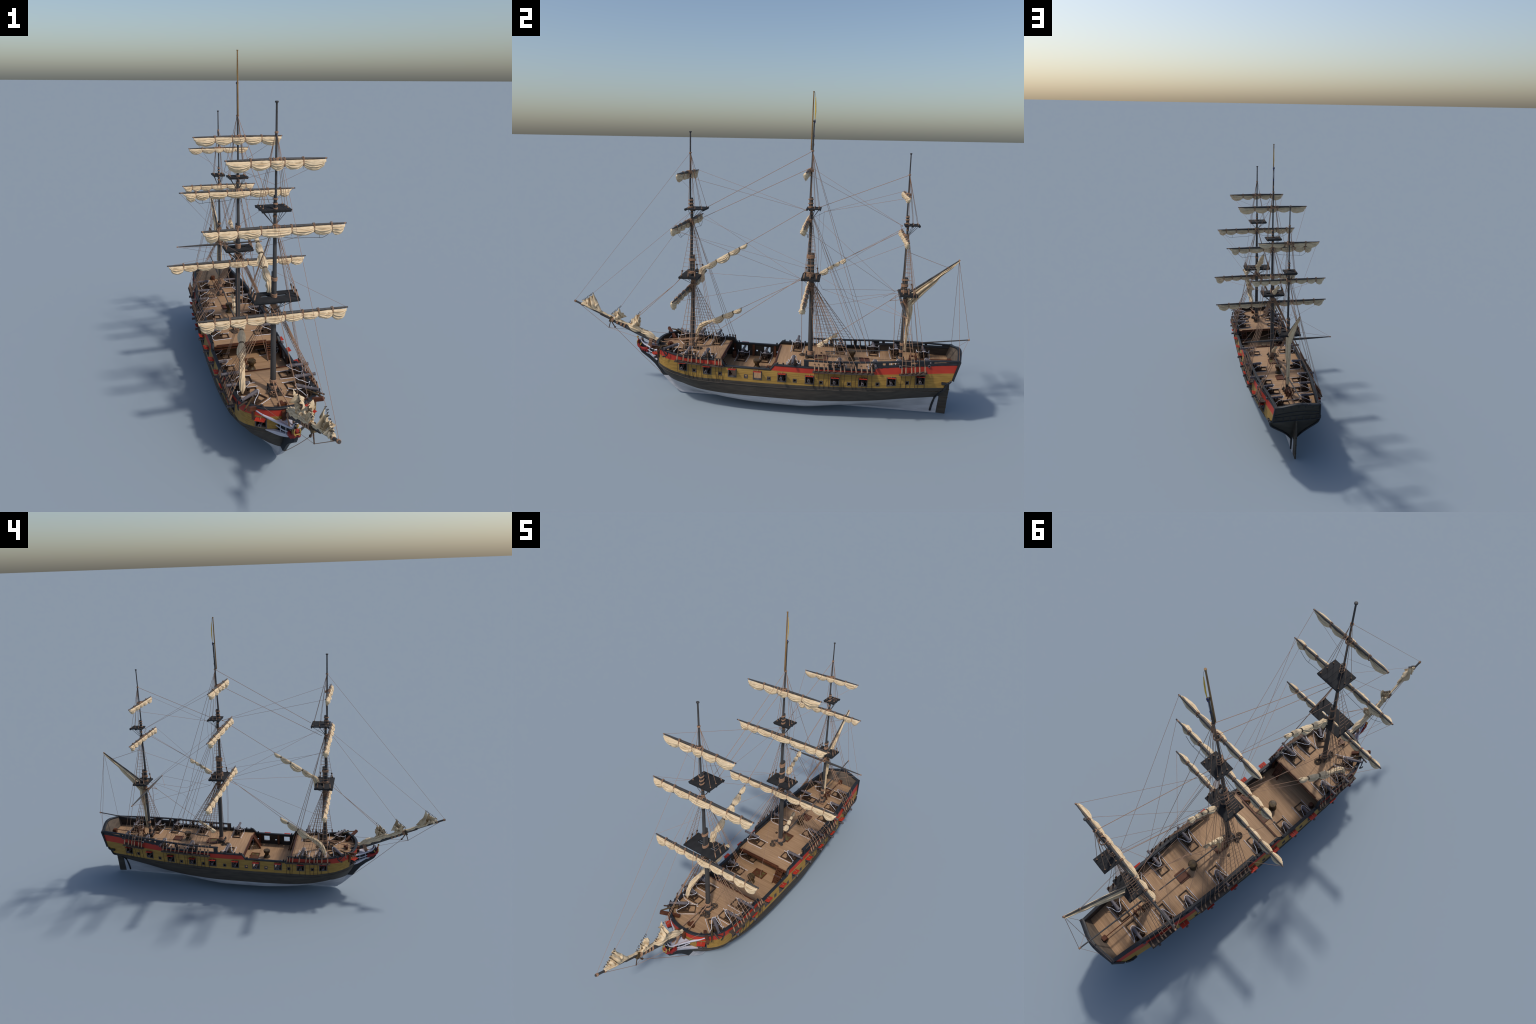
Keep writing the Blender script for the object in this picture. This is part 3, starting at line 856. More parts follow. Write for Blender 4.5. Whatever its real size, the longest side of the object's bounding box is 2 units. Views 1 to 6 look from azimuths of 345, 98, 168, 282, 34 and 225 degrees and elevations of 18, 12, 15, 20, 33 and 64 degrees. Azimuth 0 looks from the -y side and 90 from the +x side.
flat_coil(-.026, .203, QD(.2), .016, 6); flat_coil(-.034, .222, QD(.2), .011, 9); flat_coil(.0, .715, QD(.71), .013, 8)

# ------------------------------------------------------------------ masts, tops
def pole(mb, a, b, r0, r1, n=14, k=6):
    a = np.array(a, float); b = np.array(b, float)
    mb.tube([a+(b-a)*i/k for i in range(k+1)], [r0+(r1-r0)*(i/k)**1.2 for i in range(k+1)], n)
def band(mb, c, R, h, oval=0.0, dy=0.0, n=18):
    """lashing round one or two spars: oval stretches it fore and aft"""
    k = max(2, int(round(h/.0034)))
    for i in range(k):
        z = c[2] - h/2 + h*(i+.5)/k
        pts = []
        for j in range(n):
            a = 2*math.pi*j/n
            pts.append((c[0]+R*math.cos(a), c[1]+dy+(R+oval)*math.sin(a), z+.0006*math.sin(a*1.0+i)))
        pts.append(pts[0]); mb.tube(pts, .0018, 5, cap=False)

MASTS = dict(
 fore = dict(y0=-.3655, z0=.22, ycap=-.3525, zcap=.740, r=(.0115, .0085), tm=((-.3660, .640), (-.3570, 1.0240)), tmr=(.0082, .0056), tg=((-.3665, .962), (-.3613, 1.3390)), tgr=(.0045, .0034),
             top=(.643, -.4060, -.3080, .0865), plat=(.9735, -.3815, -.2860, .0555), bands=[(.716, .012), (.652, .012)], tbands=[(1.012, .005), (.995, .006), (.9780, .004)]),
 main = dict(y0=.2425, z0=.22, ycap=.2365, zcap=.777, r=(.0120, .0095), tm=((.2220, .650), (.2255, 1.0450)), tmr=(.0082, .0058), tg=((.2165, .980), (.2245, 1.3950)), tgr=(.0045, .0032),
             top=(.658, .1890, .2790, .0650), plat=(.9925, .2025, .2710, .0450), bands=[(.760, .020), (.715, .008), (.676, .014), (.665, .008)], tbands=[(1.035, .005), (1.015, .005), (.9980, .007)]),
 mizzen = dict(y0=.6835, z0=.22, ycap=.6850, zcap=.6790, r=(.0078, .0075), tm=((.6730, .590), (.6740, .9740)), tmr=(.0058, .0044), tg=((.6680, .920), (.6665, 1.2570)), tgr=(.0035, .0026),
             top=(.603, .6560, .7370, .0550), plat=(.930, .6590, .7290, .0320), bands=[(.668, .008), (.640, .013), (.610, .014)], tbands=[(.967, .004), (.954, .004), (.937, .004)]),
)
for nm, m in MASTS.items():
    mb = MB()
    pole(mb, (0, m['y0'], m['z0']), (0, m['ycap'], m['zcap']), m['r'][0], m['r'][1])
    pole(mb, (0, *m['tm'][0]), (0, *m['tm'][1]), *m['tmr']); pole(mb, (0, *m['tg'][0]), (0, *m['tg'][1]), *m['tgr'], n=10)
    t = m['tg'][1]; mb.lathe((0, t[0], t[1]-.006), (0, 0, 1), [(0, m['tgr'][1]), (.002, m['tgr'][1]*1.9), (.006, m['tgr'][1]*1.9), (.0072, m['tgr'][1]*1.4)], 12)
    m['ob'] = mb.obj('mast', M['spar'], root, 50)
    # top platform with lubber holes
    z, ya, yb_, w = m['top']; mb = MB(); th = .0055
    ym = (m['ycap']+m['tm'][0][0])/2
    hy0, hy1, hx = m['ycap']-.0040, m['ycap']+.0130, w*.58
    mb.box((0, (ya+hy0)/2, z), (2*w, hy0-ya, th)); mb.box((0, (hy1+yb_)/2, z), (2*w, yb_-hy1, th))
    for s in (1, -1):
        mb.box((s*(w+hx)/2, (hy0+hy1)/2, z), (w-hx, hy1-hy0, th)); 
    mb.box((0, (hy0+hy1)/2, z), (.026, hy1-hy0, th))
    for s in (1, -1):
        mb.beam((s*.012, ya+.004, z-.0065), (s*.012, yb_-.004, z-.0065), .006, .0075)
        mb.tube([(s*(w-.002), ya, z-.0045), (s*(w-.002), yb_, z-.0045)], .0024, 6)
    for k in range(4):
        y = ya+.006+(yb_-ya-.012)*k/3; mb.beam((-w+.004, y, z-.0060), (w-.004, y, z-.0060), .005, .0050)
    mb.obj('top_platform', M['top'], m['ob'], 30)
    z, ya, yb_, w = m['plat']; mb = MB()
    nb = 5
    for k in range(nb):
        mb.box((-w+(k+.5)*2*w/nb, (ya+yb_)/2, z), (2*w/nb-.0006, yb_-ya, .0045))
    mb.box((0, (ya+yb_)/2, z-.0008), (2*w-.002, yb_-ya-.002, .0040))
    for k in range(3):
        y = ya+.004+(yb_-ya-.008)*k/2; mb.beam((-w+.002, y, z-.0048), (w-.002, y, z-.0048), .005, .0055)
    mb.obj('crosstree', M['top'], m['ob'], 30)
    # lashings
    mb = MB()
    for zb, h in m['bands']:
        d = m['ycap']-m['tm'][0][0]
        band(mb, (0, (m['ycap']+m['tm'][0][0])/2, zb), m['r'][1]+.0012, h, abs(d)*.5)
    for zb, h in m['tbands']:
        d = abs(m['tm'][1][0]-m['tg'][0][0])
        band(mb, (0, (m['tm'][1][0]+m['tg'][0][0])/2, zb), m['tmr'][1]+.001, h, d*.5)
    for zb, h in ((m['top'][0]-.015, .010), (m['top'][0]-.035, .016), (m['top'][0]-.053, .006)):
        f = (zb-m['z0'])/(m['zcap']-m['z0']); band(mb, (0, m['y0']+(m['ycap']-m['y0'])*f, zb), m['r'][1]+.0016, h)
    for zb, h in ((m['plat'][0]-.010, .006), (m['plat'][0]-.024, .008), (m['plat'][0]-.054, .006)):
        f = (zb-m['tm'][0][1])/(m['tm'][1][1]-m['tm'][0][1]); band(mb, (0, m['tm'][0][0]+(m['tm'][1][0]-m['tm'][0][0])*f, zb), m['tmr'][1]+.001, h)
    zt = {'fore': 1.2384, 'main': 1.2588, 'mizzen': 1.1605}[nm]
    f = (zt-m['tg'][0][1])/(m['tg'][1][1]-m['tg'][0][1]); ytg = m['tg'][0][0]+(m['tg'][1][0]-m['tg'][0][0])*f
    band(mb, (0, ytg, zt), m['tgr'][0]+.0006, .006); m['head'] = (ytg, zt)
    zc_ = {'fore': .300, 'main': .275, 'mizzen': .310}[nm]
    band(mb, (0, m['y0'], zc_), m['r'][0]+.0012, .013)
    mb.obj('lashing', M['rope'], m['ob'], 60)
# golden flag pole with furled pennant
fp = MB(); pole(fp, (0, .2145, 1.262), (0, .2180, 1.5240), .0034, .0026, 10); fp.lathe((0, .2180, 1.521), (0, 0, 1), [(0, .0026), (.001, .0040), (.004, .0040)], 10)
fpo = fp.obj('flagpole', M['gold_spar'], root, 50)
pn = MB(); pn.tube([(0, .2275, 1.400), (0, .2290, 1.435), (.0005, .2280, 1.470), (0, .2270, 1.500)], [.0010, .0026, .0026, .0012], 8, flat=.5); pn.obj('pennant', M['flagy'], fpo, 60)
pn = MB(); pn.tube([(0, .2265, 1.384), (0, .2268, 1.394), (0, .2272, 1.4005)], [.0030, .0034, .0016], 8); pn.tube([(0, .2250, 1.322), (0, .2255, 1.330)], .0024, 8); pn.obj('pennant', M['flagb'], fpo, 60)
pn = MB(); pn.tube([(0, .2255, 1.331), (0, .2270, 1.36), (0, .2262, 1.385)], [.001, .0017, .001], 8); pn.obj('pennant', M['flagw'], fpo, 60)
hl = MB(); hl.tube(catmull([(0, .2185, 1.522), (0, .2265, 1.505), (0, .2275, 1.40), (0, .2240, 1.29)], 5), .0005, 4); hl.obj('halyard', M['tarred'], fpo, 60)
# rope bundle at the foot of the pole
pn = MB(); pn.tube([(0, .2245, 1.276), (0, .2255, 1.288), (0, .2245, 1.300)], [.001, .0024, .001], 7); pn.obj('lashing', M['rope'], fpo, 60)

# ------------------------------------------------------------------ furled sails
def smooth_noise(n, r, k):
    c = r.normal(size=k); xs = np.linspace(0, k-1, n); i = np.minimum(xs.astype(int), k-2); t = xs-i
    t = t*t*(3-2*t); return c[i]*(1-t)+c[i+1]*t

def bundle(mb, a, b, ry0, rz0, ry1, rz1, ra, rb, seed, hang=1.0, pin=1.0, n=64, m=26, folds=9, amp=.16, ends=(.35, .35), along=None, droop=0.0):
    """one cloth roll between two gaskets; a,b are points on the spar/stay, the roll hangs below them"""
    r = np.random.default_rng(seed)
    a = np.array(a, float); b = np.array(b, float)
    t = (b-a); L = np.linalg.norm(t); t /= L
    up = V(0, 0, 1); up -= t*np.dot(up, t); up /= np.linalg.norm(up); sd = np.cross(t, up)
    ph = r.uniform(0, 6.28, 4); kk = [folds, folds*2-1, 3, folds+4]
    tw = [smooth_noise(m, r, 4)*.35 for _ in range(4)]
    am = [smooth_noise(m, r, 5)*.25+1 for _ in range(4)]
    rows = []
    for i in range(m):
        s = i/(m-1)
        e0, e1 = ends
        prof = math.sin(math.pi*min(max(s, 0), 1))**.60
        base = ra*(1-s)+rb*s
        fy = base + (1-base)*prof; fz = fy
        if s == 0: fy = fz = base*e0*2
        if s == 1: fy = fz = base*e1*2
        fy *= pin + (1-pin)*prof                     # gaskets squeeze the roll harder sideways
        fy, fz = max(min(fy, 1.1), .12), max(min(fz, 1.1), .12)
        ry = (ry0*(1-s)+ry1*s)*fy; rz = (rz0*(1-s)+rz1*s)*fz
        c = a*(1-s)+b*s
        row = []
        for k in range(n):
            ang = 2*math.pi*k/n
            w = 0
            for q in range(4):
                x = kk[q]*ang*.5 + ph[q] + tw[q][i]*(2 if q < 2 else 1)
                w += am[q][i]*(.9, .45, .7, .5)[q]*(.38-abs(math.sin(x)) if q != 2 else .5*math.sin(3*ang+ph[q]+tw[q][i]))
            d = 1 - amp*(-w)*.75
            pinch = 1.0
            if ang < .7 or ang > 5.58: d = 1 + (d-1)*.4
            yo = ry*math.sin(ang)*d; zo = rz*(math.cos(ang)*d)
            p = c + sd*yo + up*(zo - rz*hang) - V(0, 0, droop*math.sin(math.pi*s))
            row.append(p)
        rows.append(row)
    mb.grid(rows, closed=True)
    for ii in (0, m-1):
        o = len(mb.v); c = sum(np.array(p) for p in rows[ii])/n
        mb.add(list(rows[ii])+[c], [(k, (k+1) % n, n) for k in range(n)])

def tie(mb, c, axis, ry, rz, zc, r=.0016, tail=0.0, dy=0.0, top=None):
    """gasket: elliptical loop round spar and cloth"""
    c = np.array(c, float); ax = np.array(axis, float); ax /= np.linalg.norm(ax)
    up = V(0, 0, 1); up -= ax*np.dot(up, ax); up /= np.linalg.norm(up); sd = np.cross(ax, up)
    for o in (-.0014, .0014):
        pts = []
        for k in range(21):
            a = 2*math.pi*k/20
            f = (1+math.cos(a))/2 if top else 0          # narrow round the spar, wide round the cloth
            lat = math.sin(a)*(ry*(1-f) + (top or 0)*1.9*f) + dy*(1-f)
            pts.append(c + ax*(o+.0012*math.sin(a+o*900)) + sd*lat + up*(rz*math.cos(a)+zc))
        mb.tube(pts, r, 5, cap=False)
    if tail: mb.tube([c+up*(zc-rz)+sd*dy, c+up*(zc-rz-tail)+ax*.001+sd*dy], .0006, 4)

YARDS = [  # mast, y, z, half span, gasket half positions, yard radius, sail half-height mid/outer, brace tip gap
 ('fore',  -.3715, .5787, .2920, [.038, .108, .170, .227, .280], .0068, .0150, .0215),
 ('fore',  -.3731, .9117, .2660, [.056, .140, .2075, .2545], .0062, .0165, .0185),
 ('fore',  -.3718, 1.1482, .1815, [.025, .093, .1720], .0056, .0160, .0185),
 ('main',   .2230, .5988, .3325, [.044, .122, .194, .258, .317], .0066, .0145, .0200),
 ('main',   .2118, .9335, .2670, [.053, .135, .194, .2380], .0060, .0155, .0190),
 ('main',   .2108, 1.1708, .1998, [.028, .104, .1900], .0054, .0160, .0185),
 ('mizzen', .6650, .8793, .1945, [.041, .098, .144, .1820], .0046, .0130, .0165),
 ('mizzen', .6620, 1.0716, .1570, [.0215, .085, .1490], .0040, .0120, .0140),
]
seed = 100
for mn, y, z, hs, gk, yr, hm, ho in YARDS:
    yr *= 1.10
    yd = MB()
    N_ = 12
    yd.tube([(-hs+2*hs*i/N_, y, z) for i in range(N_+1)], [yr*(1-.58*abs(2*i/N_-1)**1.6) for i in range(N_+1)], 12)
    yob = yd.obj('yard', M['spar'], MASTS[mn]['ob'], 50)
    sl = MB(); tb = MB()
    gs = sorted([-g for g in gk] + list(gk))
    cy = y - .0060
    zt = z - yr*.50
    for i in range(len(gs)-1):
        x0, x1 = gs[i], gs[i+1]
        seed += 1
        outer = i == 0 or i == len(gs)-2
        h = ho if outer else hm*(1.0 if i not in (1, len(gs)-3) else 1.08)
        tg = hs < .21
        w = .0150 if not tg else .0125
        if mn == 'mizzen': w *= .80
        ra, rb = .64, .64
        if outer:
            if i == 0: ra = .45
            else: rb = .45
        if tg: ra, rb = min(ra, .50), min(rb, .50)
        bundle(sl, (x0, cy, zt), (x1, cy, zt), w, h, w, h, ra, rb, seed, hang=.95, pin=.62, m=24 if x1-x0 > .05 else 18, folds=11, amp=.36)
    # corner ears up to the yard arm
    for s in (1, -1):
        g = gk[-1]
        sl.tube([(s*(g-.010), cy, zt-.010), (s*(g+.002), cy+.002, zt-.006), (s*(g+.45*(hs-g)), y-.001, z-yr*.4)], [.008, .0052, .0010], 8)
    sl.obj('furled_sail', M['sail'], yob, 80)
    for i, g in enumerate(gs[1:-1]):
        hs_ = hm*2*.66; w_ = (.0150 if hs > .21 else .0125)*(.8 if mn == 'mizzen' else 1)
        tie(tb, (g, y, z), (1, 0, 0), max(yr, w_*.42)+.0012, (hs_+yr*1.4)*.5+.0010, -(hs_+yr*1.4)*.5+yr*1.05, .0012, tail=.010 if i % 2 else .0, dy=.0040, top=yr*.62)
    for s in (1, -1):
        for f in (.96, ): tb.tube([(s*(gk[-1]+.3*(hs-gk[-1])), y, z), (s*(gk[-1]+.75*(hs-gk[-1])), y, z)], .0032, 8)
        tb.ring((s*.012, y, z), (1, 0, 0), yr+.0008, .0014, 14, 5); tb.ring((s*gk[0]*.55, y, z), (1, 0, 0), yr+.0004, .0008, 14, 5)
    for k in range(5): tb.ring((0, (y+MASTS[mn]['y0']*0+y)/2+.006, z+.004-.002*k), (.1*(k-2), .2, 1), .0120, .0014, 16, 5)
    tb.obj('sail_tie', M['rope'], yob, 60)
    if abs(hs-.266) < .03 and hs > .19 and z > .8:      # foot ropes under the topsail yards
        fr_ = MB()
        for s in (1, -1):
            pts = catmull([(s*gk[-1]*.86, y+.010, z-.030), (s*gk[1]*1.30, y+.012, z-.052), (s*gk[1]*1.05, y+.012, z-.050), (s*gk[0]*.9, y+.010, z-.045), (s*.01, y+.008, z-.030)], 5)
            fr_.tube(pts, .0008, 4); fr_.tube([(s*gk[1]*1.20, y, z-.028), (s*gk[1]*1.20, y+.012, z-.052)], .0007, 4)
        fr_.obj('foot_rope', M['tarred'], yob, 60)

# crossjack (bare yard on the mizzen)
cj = MB(); hs = .2350; N_ = 12
cj.tube([(-hs+2*hs*i/N_, .6715, .5525) for i in range(N_+1)], [.0066*(1-.70*abs(2*i/N_-1)**1.5) for i in range(N_+1)], 12)
cjo = cj.obj('yard', M['spar'], MASTS['mizzen']['ob'], 50)
tb = MB()
for s in (1, -1): tb.tube([(s*.228, .6715, .5525), (s*.2355, .6715, .5525)], .0034, 8)
for k in range(6): tb.ring((0, .6770, .5525+.004-.0016*k), (.12*(k-2), .2, 1), .0125, .0014, 16, 5)
tb.obj('sail_tie', M['rope'], cjo, 60)

def cloth_tube(mb, pts, rads, seed, folds=8, amp=.28, n=44, step=6, flat=1.0):
    """loose gathered cloth following a path, creased along its length"""
    r = np.random.default_rng(seed)
    m0 = len(pts); path = catmull(pts, step); m = len(path)
    rad = np.interp(np.linspace(0, m0-1, m), range(m0), rads)
    ph = r.uniform(0, 6.28, 3); tw = [smooth_noise(m, r, max(4, m0+1))*.8 for _ in range(3)]; bl = smooth_noise(m, r, max(5, 2*m0))*.10
    t0 = path[1]-path[0]; t0 /= np.linalg.norm(t0)
    ref = V(1, 0, 0); nrm = ref - t0*np.dot(ref, t0); nrm /= np.linalg.norm(nrm); rows = []
    for i in range(m):
        t = path[min(i+1, m-1)]-path[max(i-1, 0)]; t /= np.linalg.norm(t)
        nrm = nrm - t*np.dot(nrm, t); nrm /= np.linalg.norm(nrm); bi = np.cross(t, nrm); row = []
        for k in range(n):
            a = 2*math.pi*k/n
            d = 1 + bl[i] + amp*(.42-abs(math.sin(folds*a*.5+ph[0]+tw[0][i]))) + amp*.5*(.4-abs(math.sin((folds*2-1)*a*.5+ph[1]+tw[1][i]))) + amp*.35*math.sin(2*a+ph[2]+tw[2][i]*2)
            row.append(path[i] + rad[i]*d*(math.cos(a)*nrm*flat + math.sin(a)*bi))
        rows.append(row)
    mb.grid(rows, closed=True)
    for ii in (0, m-1):
        c = sum(np.array(p) for p in rows[ii])/n
        mb.add(list(rows[ii])+[c], [(k, (k+1) % n, n) for k in range(n)])

# staysails furled on their stays
def staysail(pts, rads, seed, ties=True, tail=None, folds=7):
    sl = MB(); tb = MB()
    for i in range(len(pts)-1):
        a, b = np.array(pts[i]), np.array(pts[i+1])
        r0 = rads[i]
        bundle(sl, a, b, r0*1.22, r0*1.12, r0*1.22, r0*1.12, .42, .42, seed+i, hang=.86, m=22, n=56, folds=folds+3, amp=.30)
        if i: tie(tb, a, b-a, r0*.56, r0*.52, -r0*.34, .0011)
    if tail:
        cloth_tube(sl, tail[0], tail[1], seed+50, folds=7, amp=.34)
    hd = pts[0]
    for k in range(6): tb.ring((hd[0], hd[1]+.004-.007*k*.6, hd[2]+.002-.004*k*.6), (0, .8, .55), .0030, .0007, 10, 4)
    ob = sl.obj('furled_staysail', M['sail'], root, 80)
    tb.obj('sail_tie', M['tarred'], ob, 60)
staysail([(.002, -.085, .808), (.0015, -.122, .788), (.001, -.174, .758), (0, -.238, .7195), (-.001, -.294, .686)], [.0085, .0120, .0160, .0130], 400,
         tail=([(-.001, -.286, .683), (-.001, -.303, .672), (-.001, -.312, .650), (-.001, -.306, .622)], [.0075, .0125, .0125, .0065]))
staysail([(-.067, -.124, .457), (-.078, -.168, .434), (-.092, -.225, .406), (-.106, -.285, .372)], [.0105, .0140, .0155], 420,
         tail=([(-.104, -.280, .368), (-.112, -.318, .350), (-.120, -.352, .325), (-.1235, -.368, .285), (-.1235, -.371, .264)], [.0065, .0120, .0105, .0100, .0040]))
staysail([(-.002, .394, .757), (-.001, .366, .740), (-.001, .338, .724), (0, .311, .707), (0, .274, .683)], [.0095, .0078, .0080, .0118], 440)
staysail([(0, .369, .378), (0, .348, .364), (0, .328, .350), (0, .302, .332), (0, .272, .312)], [.0078, .0066, .0085, .0115], 460)

# ------------------------------------------------------------------ bowsprit
SPZ = lambda y: .4672 + (-.997-y)*.4385
bs = MB()
pole(bs, (0, -.490, SPZ(-.490)-.004), (0, -.800, SPZ(-.800)-.004), .0120, .0078)
bow = bs.obj('bowsprit', M['spar'], root, 50)
jb = MB(); pole(jb, (0, -.690, SPZ(-.69)+.005), (0, -.9965, SPZ(-.9965)), .0062, .0046, 12); jb.obj('jibboom', M['spar'], bow, 50)
tb = MB()
d = V(0, -1, .4385); d /= np.linalg.norm(d)
for y, R, k in ((-.993, .0050, 3), (-.957, .0056, 3), (-.792, .0125, 4), (-.765, .0115, 3), (-.745, .0115, 3), (-.728, .0115, 3)):
    for i in range(k): tb.ring((0, y+.003*i, SPZ(y+.003*i)+(0 if y < -.9 else -.0005)), d, R, .0016, 16, 5)
for s in (1, -1):      # gammoning down to the knee
    for k in range(5):
        tb.tube(catmull([(0, -.572-.004*k, SPZ(-.58)+.012), (.0125*s, -.574-.004*k, SPZ(-.58)-.002), (.0085*s, -.583-.003*k, .258), (.0075*s, -.592-.005*k, .236)], 4), .0019, 5)
tb.obj('lashing', M['rope'], bow, 60)
cpm = MB(); cpm.box((0, -.7985, SPZ(-.7985)-.001), (.018, .010, .030), Matrix.Rotation(-.41, 3, 'X')); cpm.obj('bowsprit_cap', M['capstan'], bow, 30)
ds = MB()
ds.tube([(0, -.800, .373), (0, -.813, .329)], .0022, 7); ds.tube([(0, -.801, .372), (0, -.780, .336)], .0026, 7); ds.tube([(0, -.780, .3375), (0, -.777, .3325)], .0048, 8)
ds.tube([(0, -.858, .3995), (0, -.800, .374)], .0022, 7)
ds.obj('martingale', M['block'], bow, 40)

# crumpled head sails gathered on the bowsprit
def crumple(A, B, C, D, seed, amp=.012, folds=5):
    """folded cloth between top edge A-B (on the stay) and foot D-C"""
    r = np.random.default_rng(seed)
    A, B, C, D = [np.array(q, float) for q in (A, B, C, D)]
    nu, nv = 56, 18
    ph = r.uniform(0, 6, 4); nx = smooth_noise(nu, r, 12); nv_ = [smooth_noise(nu, r, 14) for _ in range(4)]
    mb = MB()
    front, back = [], []
    for j in range(nv):
        v = j/(nv-1)
        rf, rb_ = [], []
        for i in range(nu):
            u = i/(nu-1)
            top = A*(1-u)+B*u; bot = D*(1-u)+C*u
            p = top*(1-v)+bot*v
            env = (.25+.9*math.sin(math.pi*min(v*.85+.08, 1))) * (.45+.55*math.sin(math.pi*u)**.5)
            w = 2*abs(((u*folds + .25*nx[i]*v + ph[0]) % 1)*2-1)-1
            k0 = min(int(v*3), 2); fv = v*3-k0; nn = nv_[k0][i]*(1-fv)+nv_[k0+1][i]*fv
            x = amp*env*(.8*w + .25*math.sin(u*folds*7+ph[1]+3*v) + .55*nn)
            p = p + V(x, .006*math.cos(u*folds*6.28+ph[2])*env + .005*nx[i]*v, .0045*nn*(1-v*.5) + .004*math.sin(u*folds*6.28+ph[3])*(1-v))
            p = p + V(amp*.9*math.sin(3.0*v+ph[2])*u**3, -.005*math.sin(math.pi*v)*u**2 + .010*math.sin(math.pi*v)*(1-u)**2, -.004*(1-v)*u**2*abs(math.sin(5*v)))
            th = .0011
            rf.append(p+V(th, 0, .0003)); rb_.append(p-V(th, 0, .0003))
        front.append(rf); back.append(rb_)
    mb.grid(front); mb.grid([q[::-1] for q in back])
    mb.grid([front[0], back[0]]); mb.grid([front[-1], back[-1]])
    mb.grid([[q[0] for q in front], [q[0] for q in back]]); mb.grid([[q[-1] for q in front], [q[-1] for q in back]])
    # loose bundle underneath so that the gathered cloth has body
    for k in range(4):
        u0 = (k+.5)/4; p0 = (A*(1-u0)+B*u0)*.35 + (D*(1-u0)+C*u0)*.65
        q = p0+V(r.uniform(-.5, .5)*amp, 0, -.002)
        e = p0+V(r.uniform(-.8, .8)*amp, .006, .007)
        mb.tube(catmull([q+V(0, 0, -.008), q, (q+e)/2+V(.006*r.uniform(-1, 1), 0, 0), e], 4), [.003+.004*math.sin(math.pi*(i+1)/14) for i in range(13)], 9, flat=.6)
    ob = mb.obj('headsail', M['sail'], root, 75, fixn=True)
    rg = MB()
    for k in range(9):
        u = k/8; c = A*(1-u)+B*u+V(r.uniform(-.002, .002), 0, .003)
        rg.ring(c+V(0, 0, .001), (.7*r.uniform(-1, 1), .8, .6), .0034, .0008, 10, 4); rg.tube([c, c+V(r.uniform(-.007, .007), r.uniform(-.004, .004), -.005)], .0011, 5)
    rg.obj('hank', M['tarred'], ob, 60)
crumple((0, -.951, .466), (0, -.893, .509), (0, -.850, .419), (0, -.945, .440), 11, .015, 3.3)
crumple((0, -.795, .402), (0, -.7426, .447), (0, -.728, .390), (0, -.775, .372), 12, .017, 2.6)
crumple((0, -.700, .362), (0, -.6424, .419), (0, -.632, .362), (0, -.690, .330), 13, .019, 3.0)
hb2 = MB()
rolls = [(-.955, .0055), (-.915, .0095), (-.880, .0085), (-.845, .0060), (-.815, .0050), (-.790, .0060), (-.760, .0078), (-.730, .0085),
         (-.705, .0085), (-.680, .0125), (-.655, .0150), (-.632, .0120), (-.608, .0150), (-.585, .0135), (-.562, .0080), (-.545, .0085), (-.524, .0045)]
off = np.random.default_rng(5).uniform(-1, 1, len(rolls))
cloth_tube(hb2, [(.004*o*min(1, r/.009), y, SPZ(y)+(.0055 if y < -.72 else .0085)+r*.55) for (y, r), o in zip(rolls, off)], [r*1.05 for y, r in rolls], 31, folds=6, amp=.36, n=40, step=5)
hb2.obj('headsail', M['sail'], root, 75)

# ------------------------------------------------------------------ gaff, spanker, boom
gf = MB(); ga_, gb_ = V(0, .690, .596), V(0, .9195, .7740)
pole(gf, ga_, gb_, .0050, .0026, 10); gf.tube([gb_-V(0, .004, .003), gb_+V(0, .002, .0015)], .0034, 8)
gaff = gf.obj('gaff', M['spar'], MASTS['mizzen']['ob'], 50)
bo = MB(); pole(bo, (0, .694, .3475), (0, .9965, .3888), .0036, .0028, 10)
MB().tube([(-.004, .3150, .2770), (0, .6260, .3080)], [.0032, .0026], 9).obj('spare_spar', M['spar'], root, 50)
MB().tube([(0, .6225, .3076), (0, .6290, .3083)], .0032, 8).obj('lashing', M['rope'], root, 50)
boom = bo.obj('boom', M['spar'], MASTS['mizzen']['ob'], 50)
tb = MB(); tb.tube([(0, .990, .3878), (0, .9985, .3891)], .0042, 8); tb.tube([(0, .916, .7714), (0, .9215, .7756)], .0040, 8); tb.tube([(0, .868, .7340), (0, .8725, .7376)], .0048, 8)
band(tb, (0, .686, .346), .0100, .012); tb.obj('lashing', M['rope'], boom, 60)
def cloth_strip(rows_c, widths, amp, folds, seed, name):
    """gathered cloth: rows_c centre line, widths = (direction vector, half width); folded in x"""
    r = np.random.default_rng(seed); mb = MB(); n = 22; fr_, bk_ = [], []
    m = len(rows_c); ph = r.uniform(0, 6, 3)
    nz = [smooth_noise(m, r, 6) for _ in range(3)]
    for i in range(m):
        a, b = rows_c[i]; a = np.array(a, float); b = np.array(b, float)
        f_, k_ = [], []
        for j in range(n):
            v = j/(n-1); p = a*(1-v)+b*v
            e = math.sin(math.pi*v)**.6
            x = amp*widths[i]*(e*math.sin(v*folds*6.28+ph[0]+nz[0][i])+.5*e*math.sin(v*folds*13+ph[1]+nz[1][i]))
            th = .0014+.0050*e*widths[i]
            f_.append(p+V(x+th, 0, 0)); k_.append(p+V(x-th, 0, 0))
        fr_.append(f_); bk_.append(k_)
    mb.grid(fr_); mb.grid([q[::-1] for q in bk_]); mb.grid([fr_[0], bk_[0]]); mb.grid([fr_[-1], bk_[-1]])
    mb.grid([[q[0] for q in fr_], [q[0] for q in bk_]]); mb.grid([[q[-1] for q in fr_], [q[-1] for q in bk_]])
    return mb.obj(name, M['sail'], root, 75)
rows = []; wd = []
foot = pchip([0, .12, .3, .5, .62, .8, 1], [.080, .060, .046, .034, .020, .016, .004])
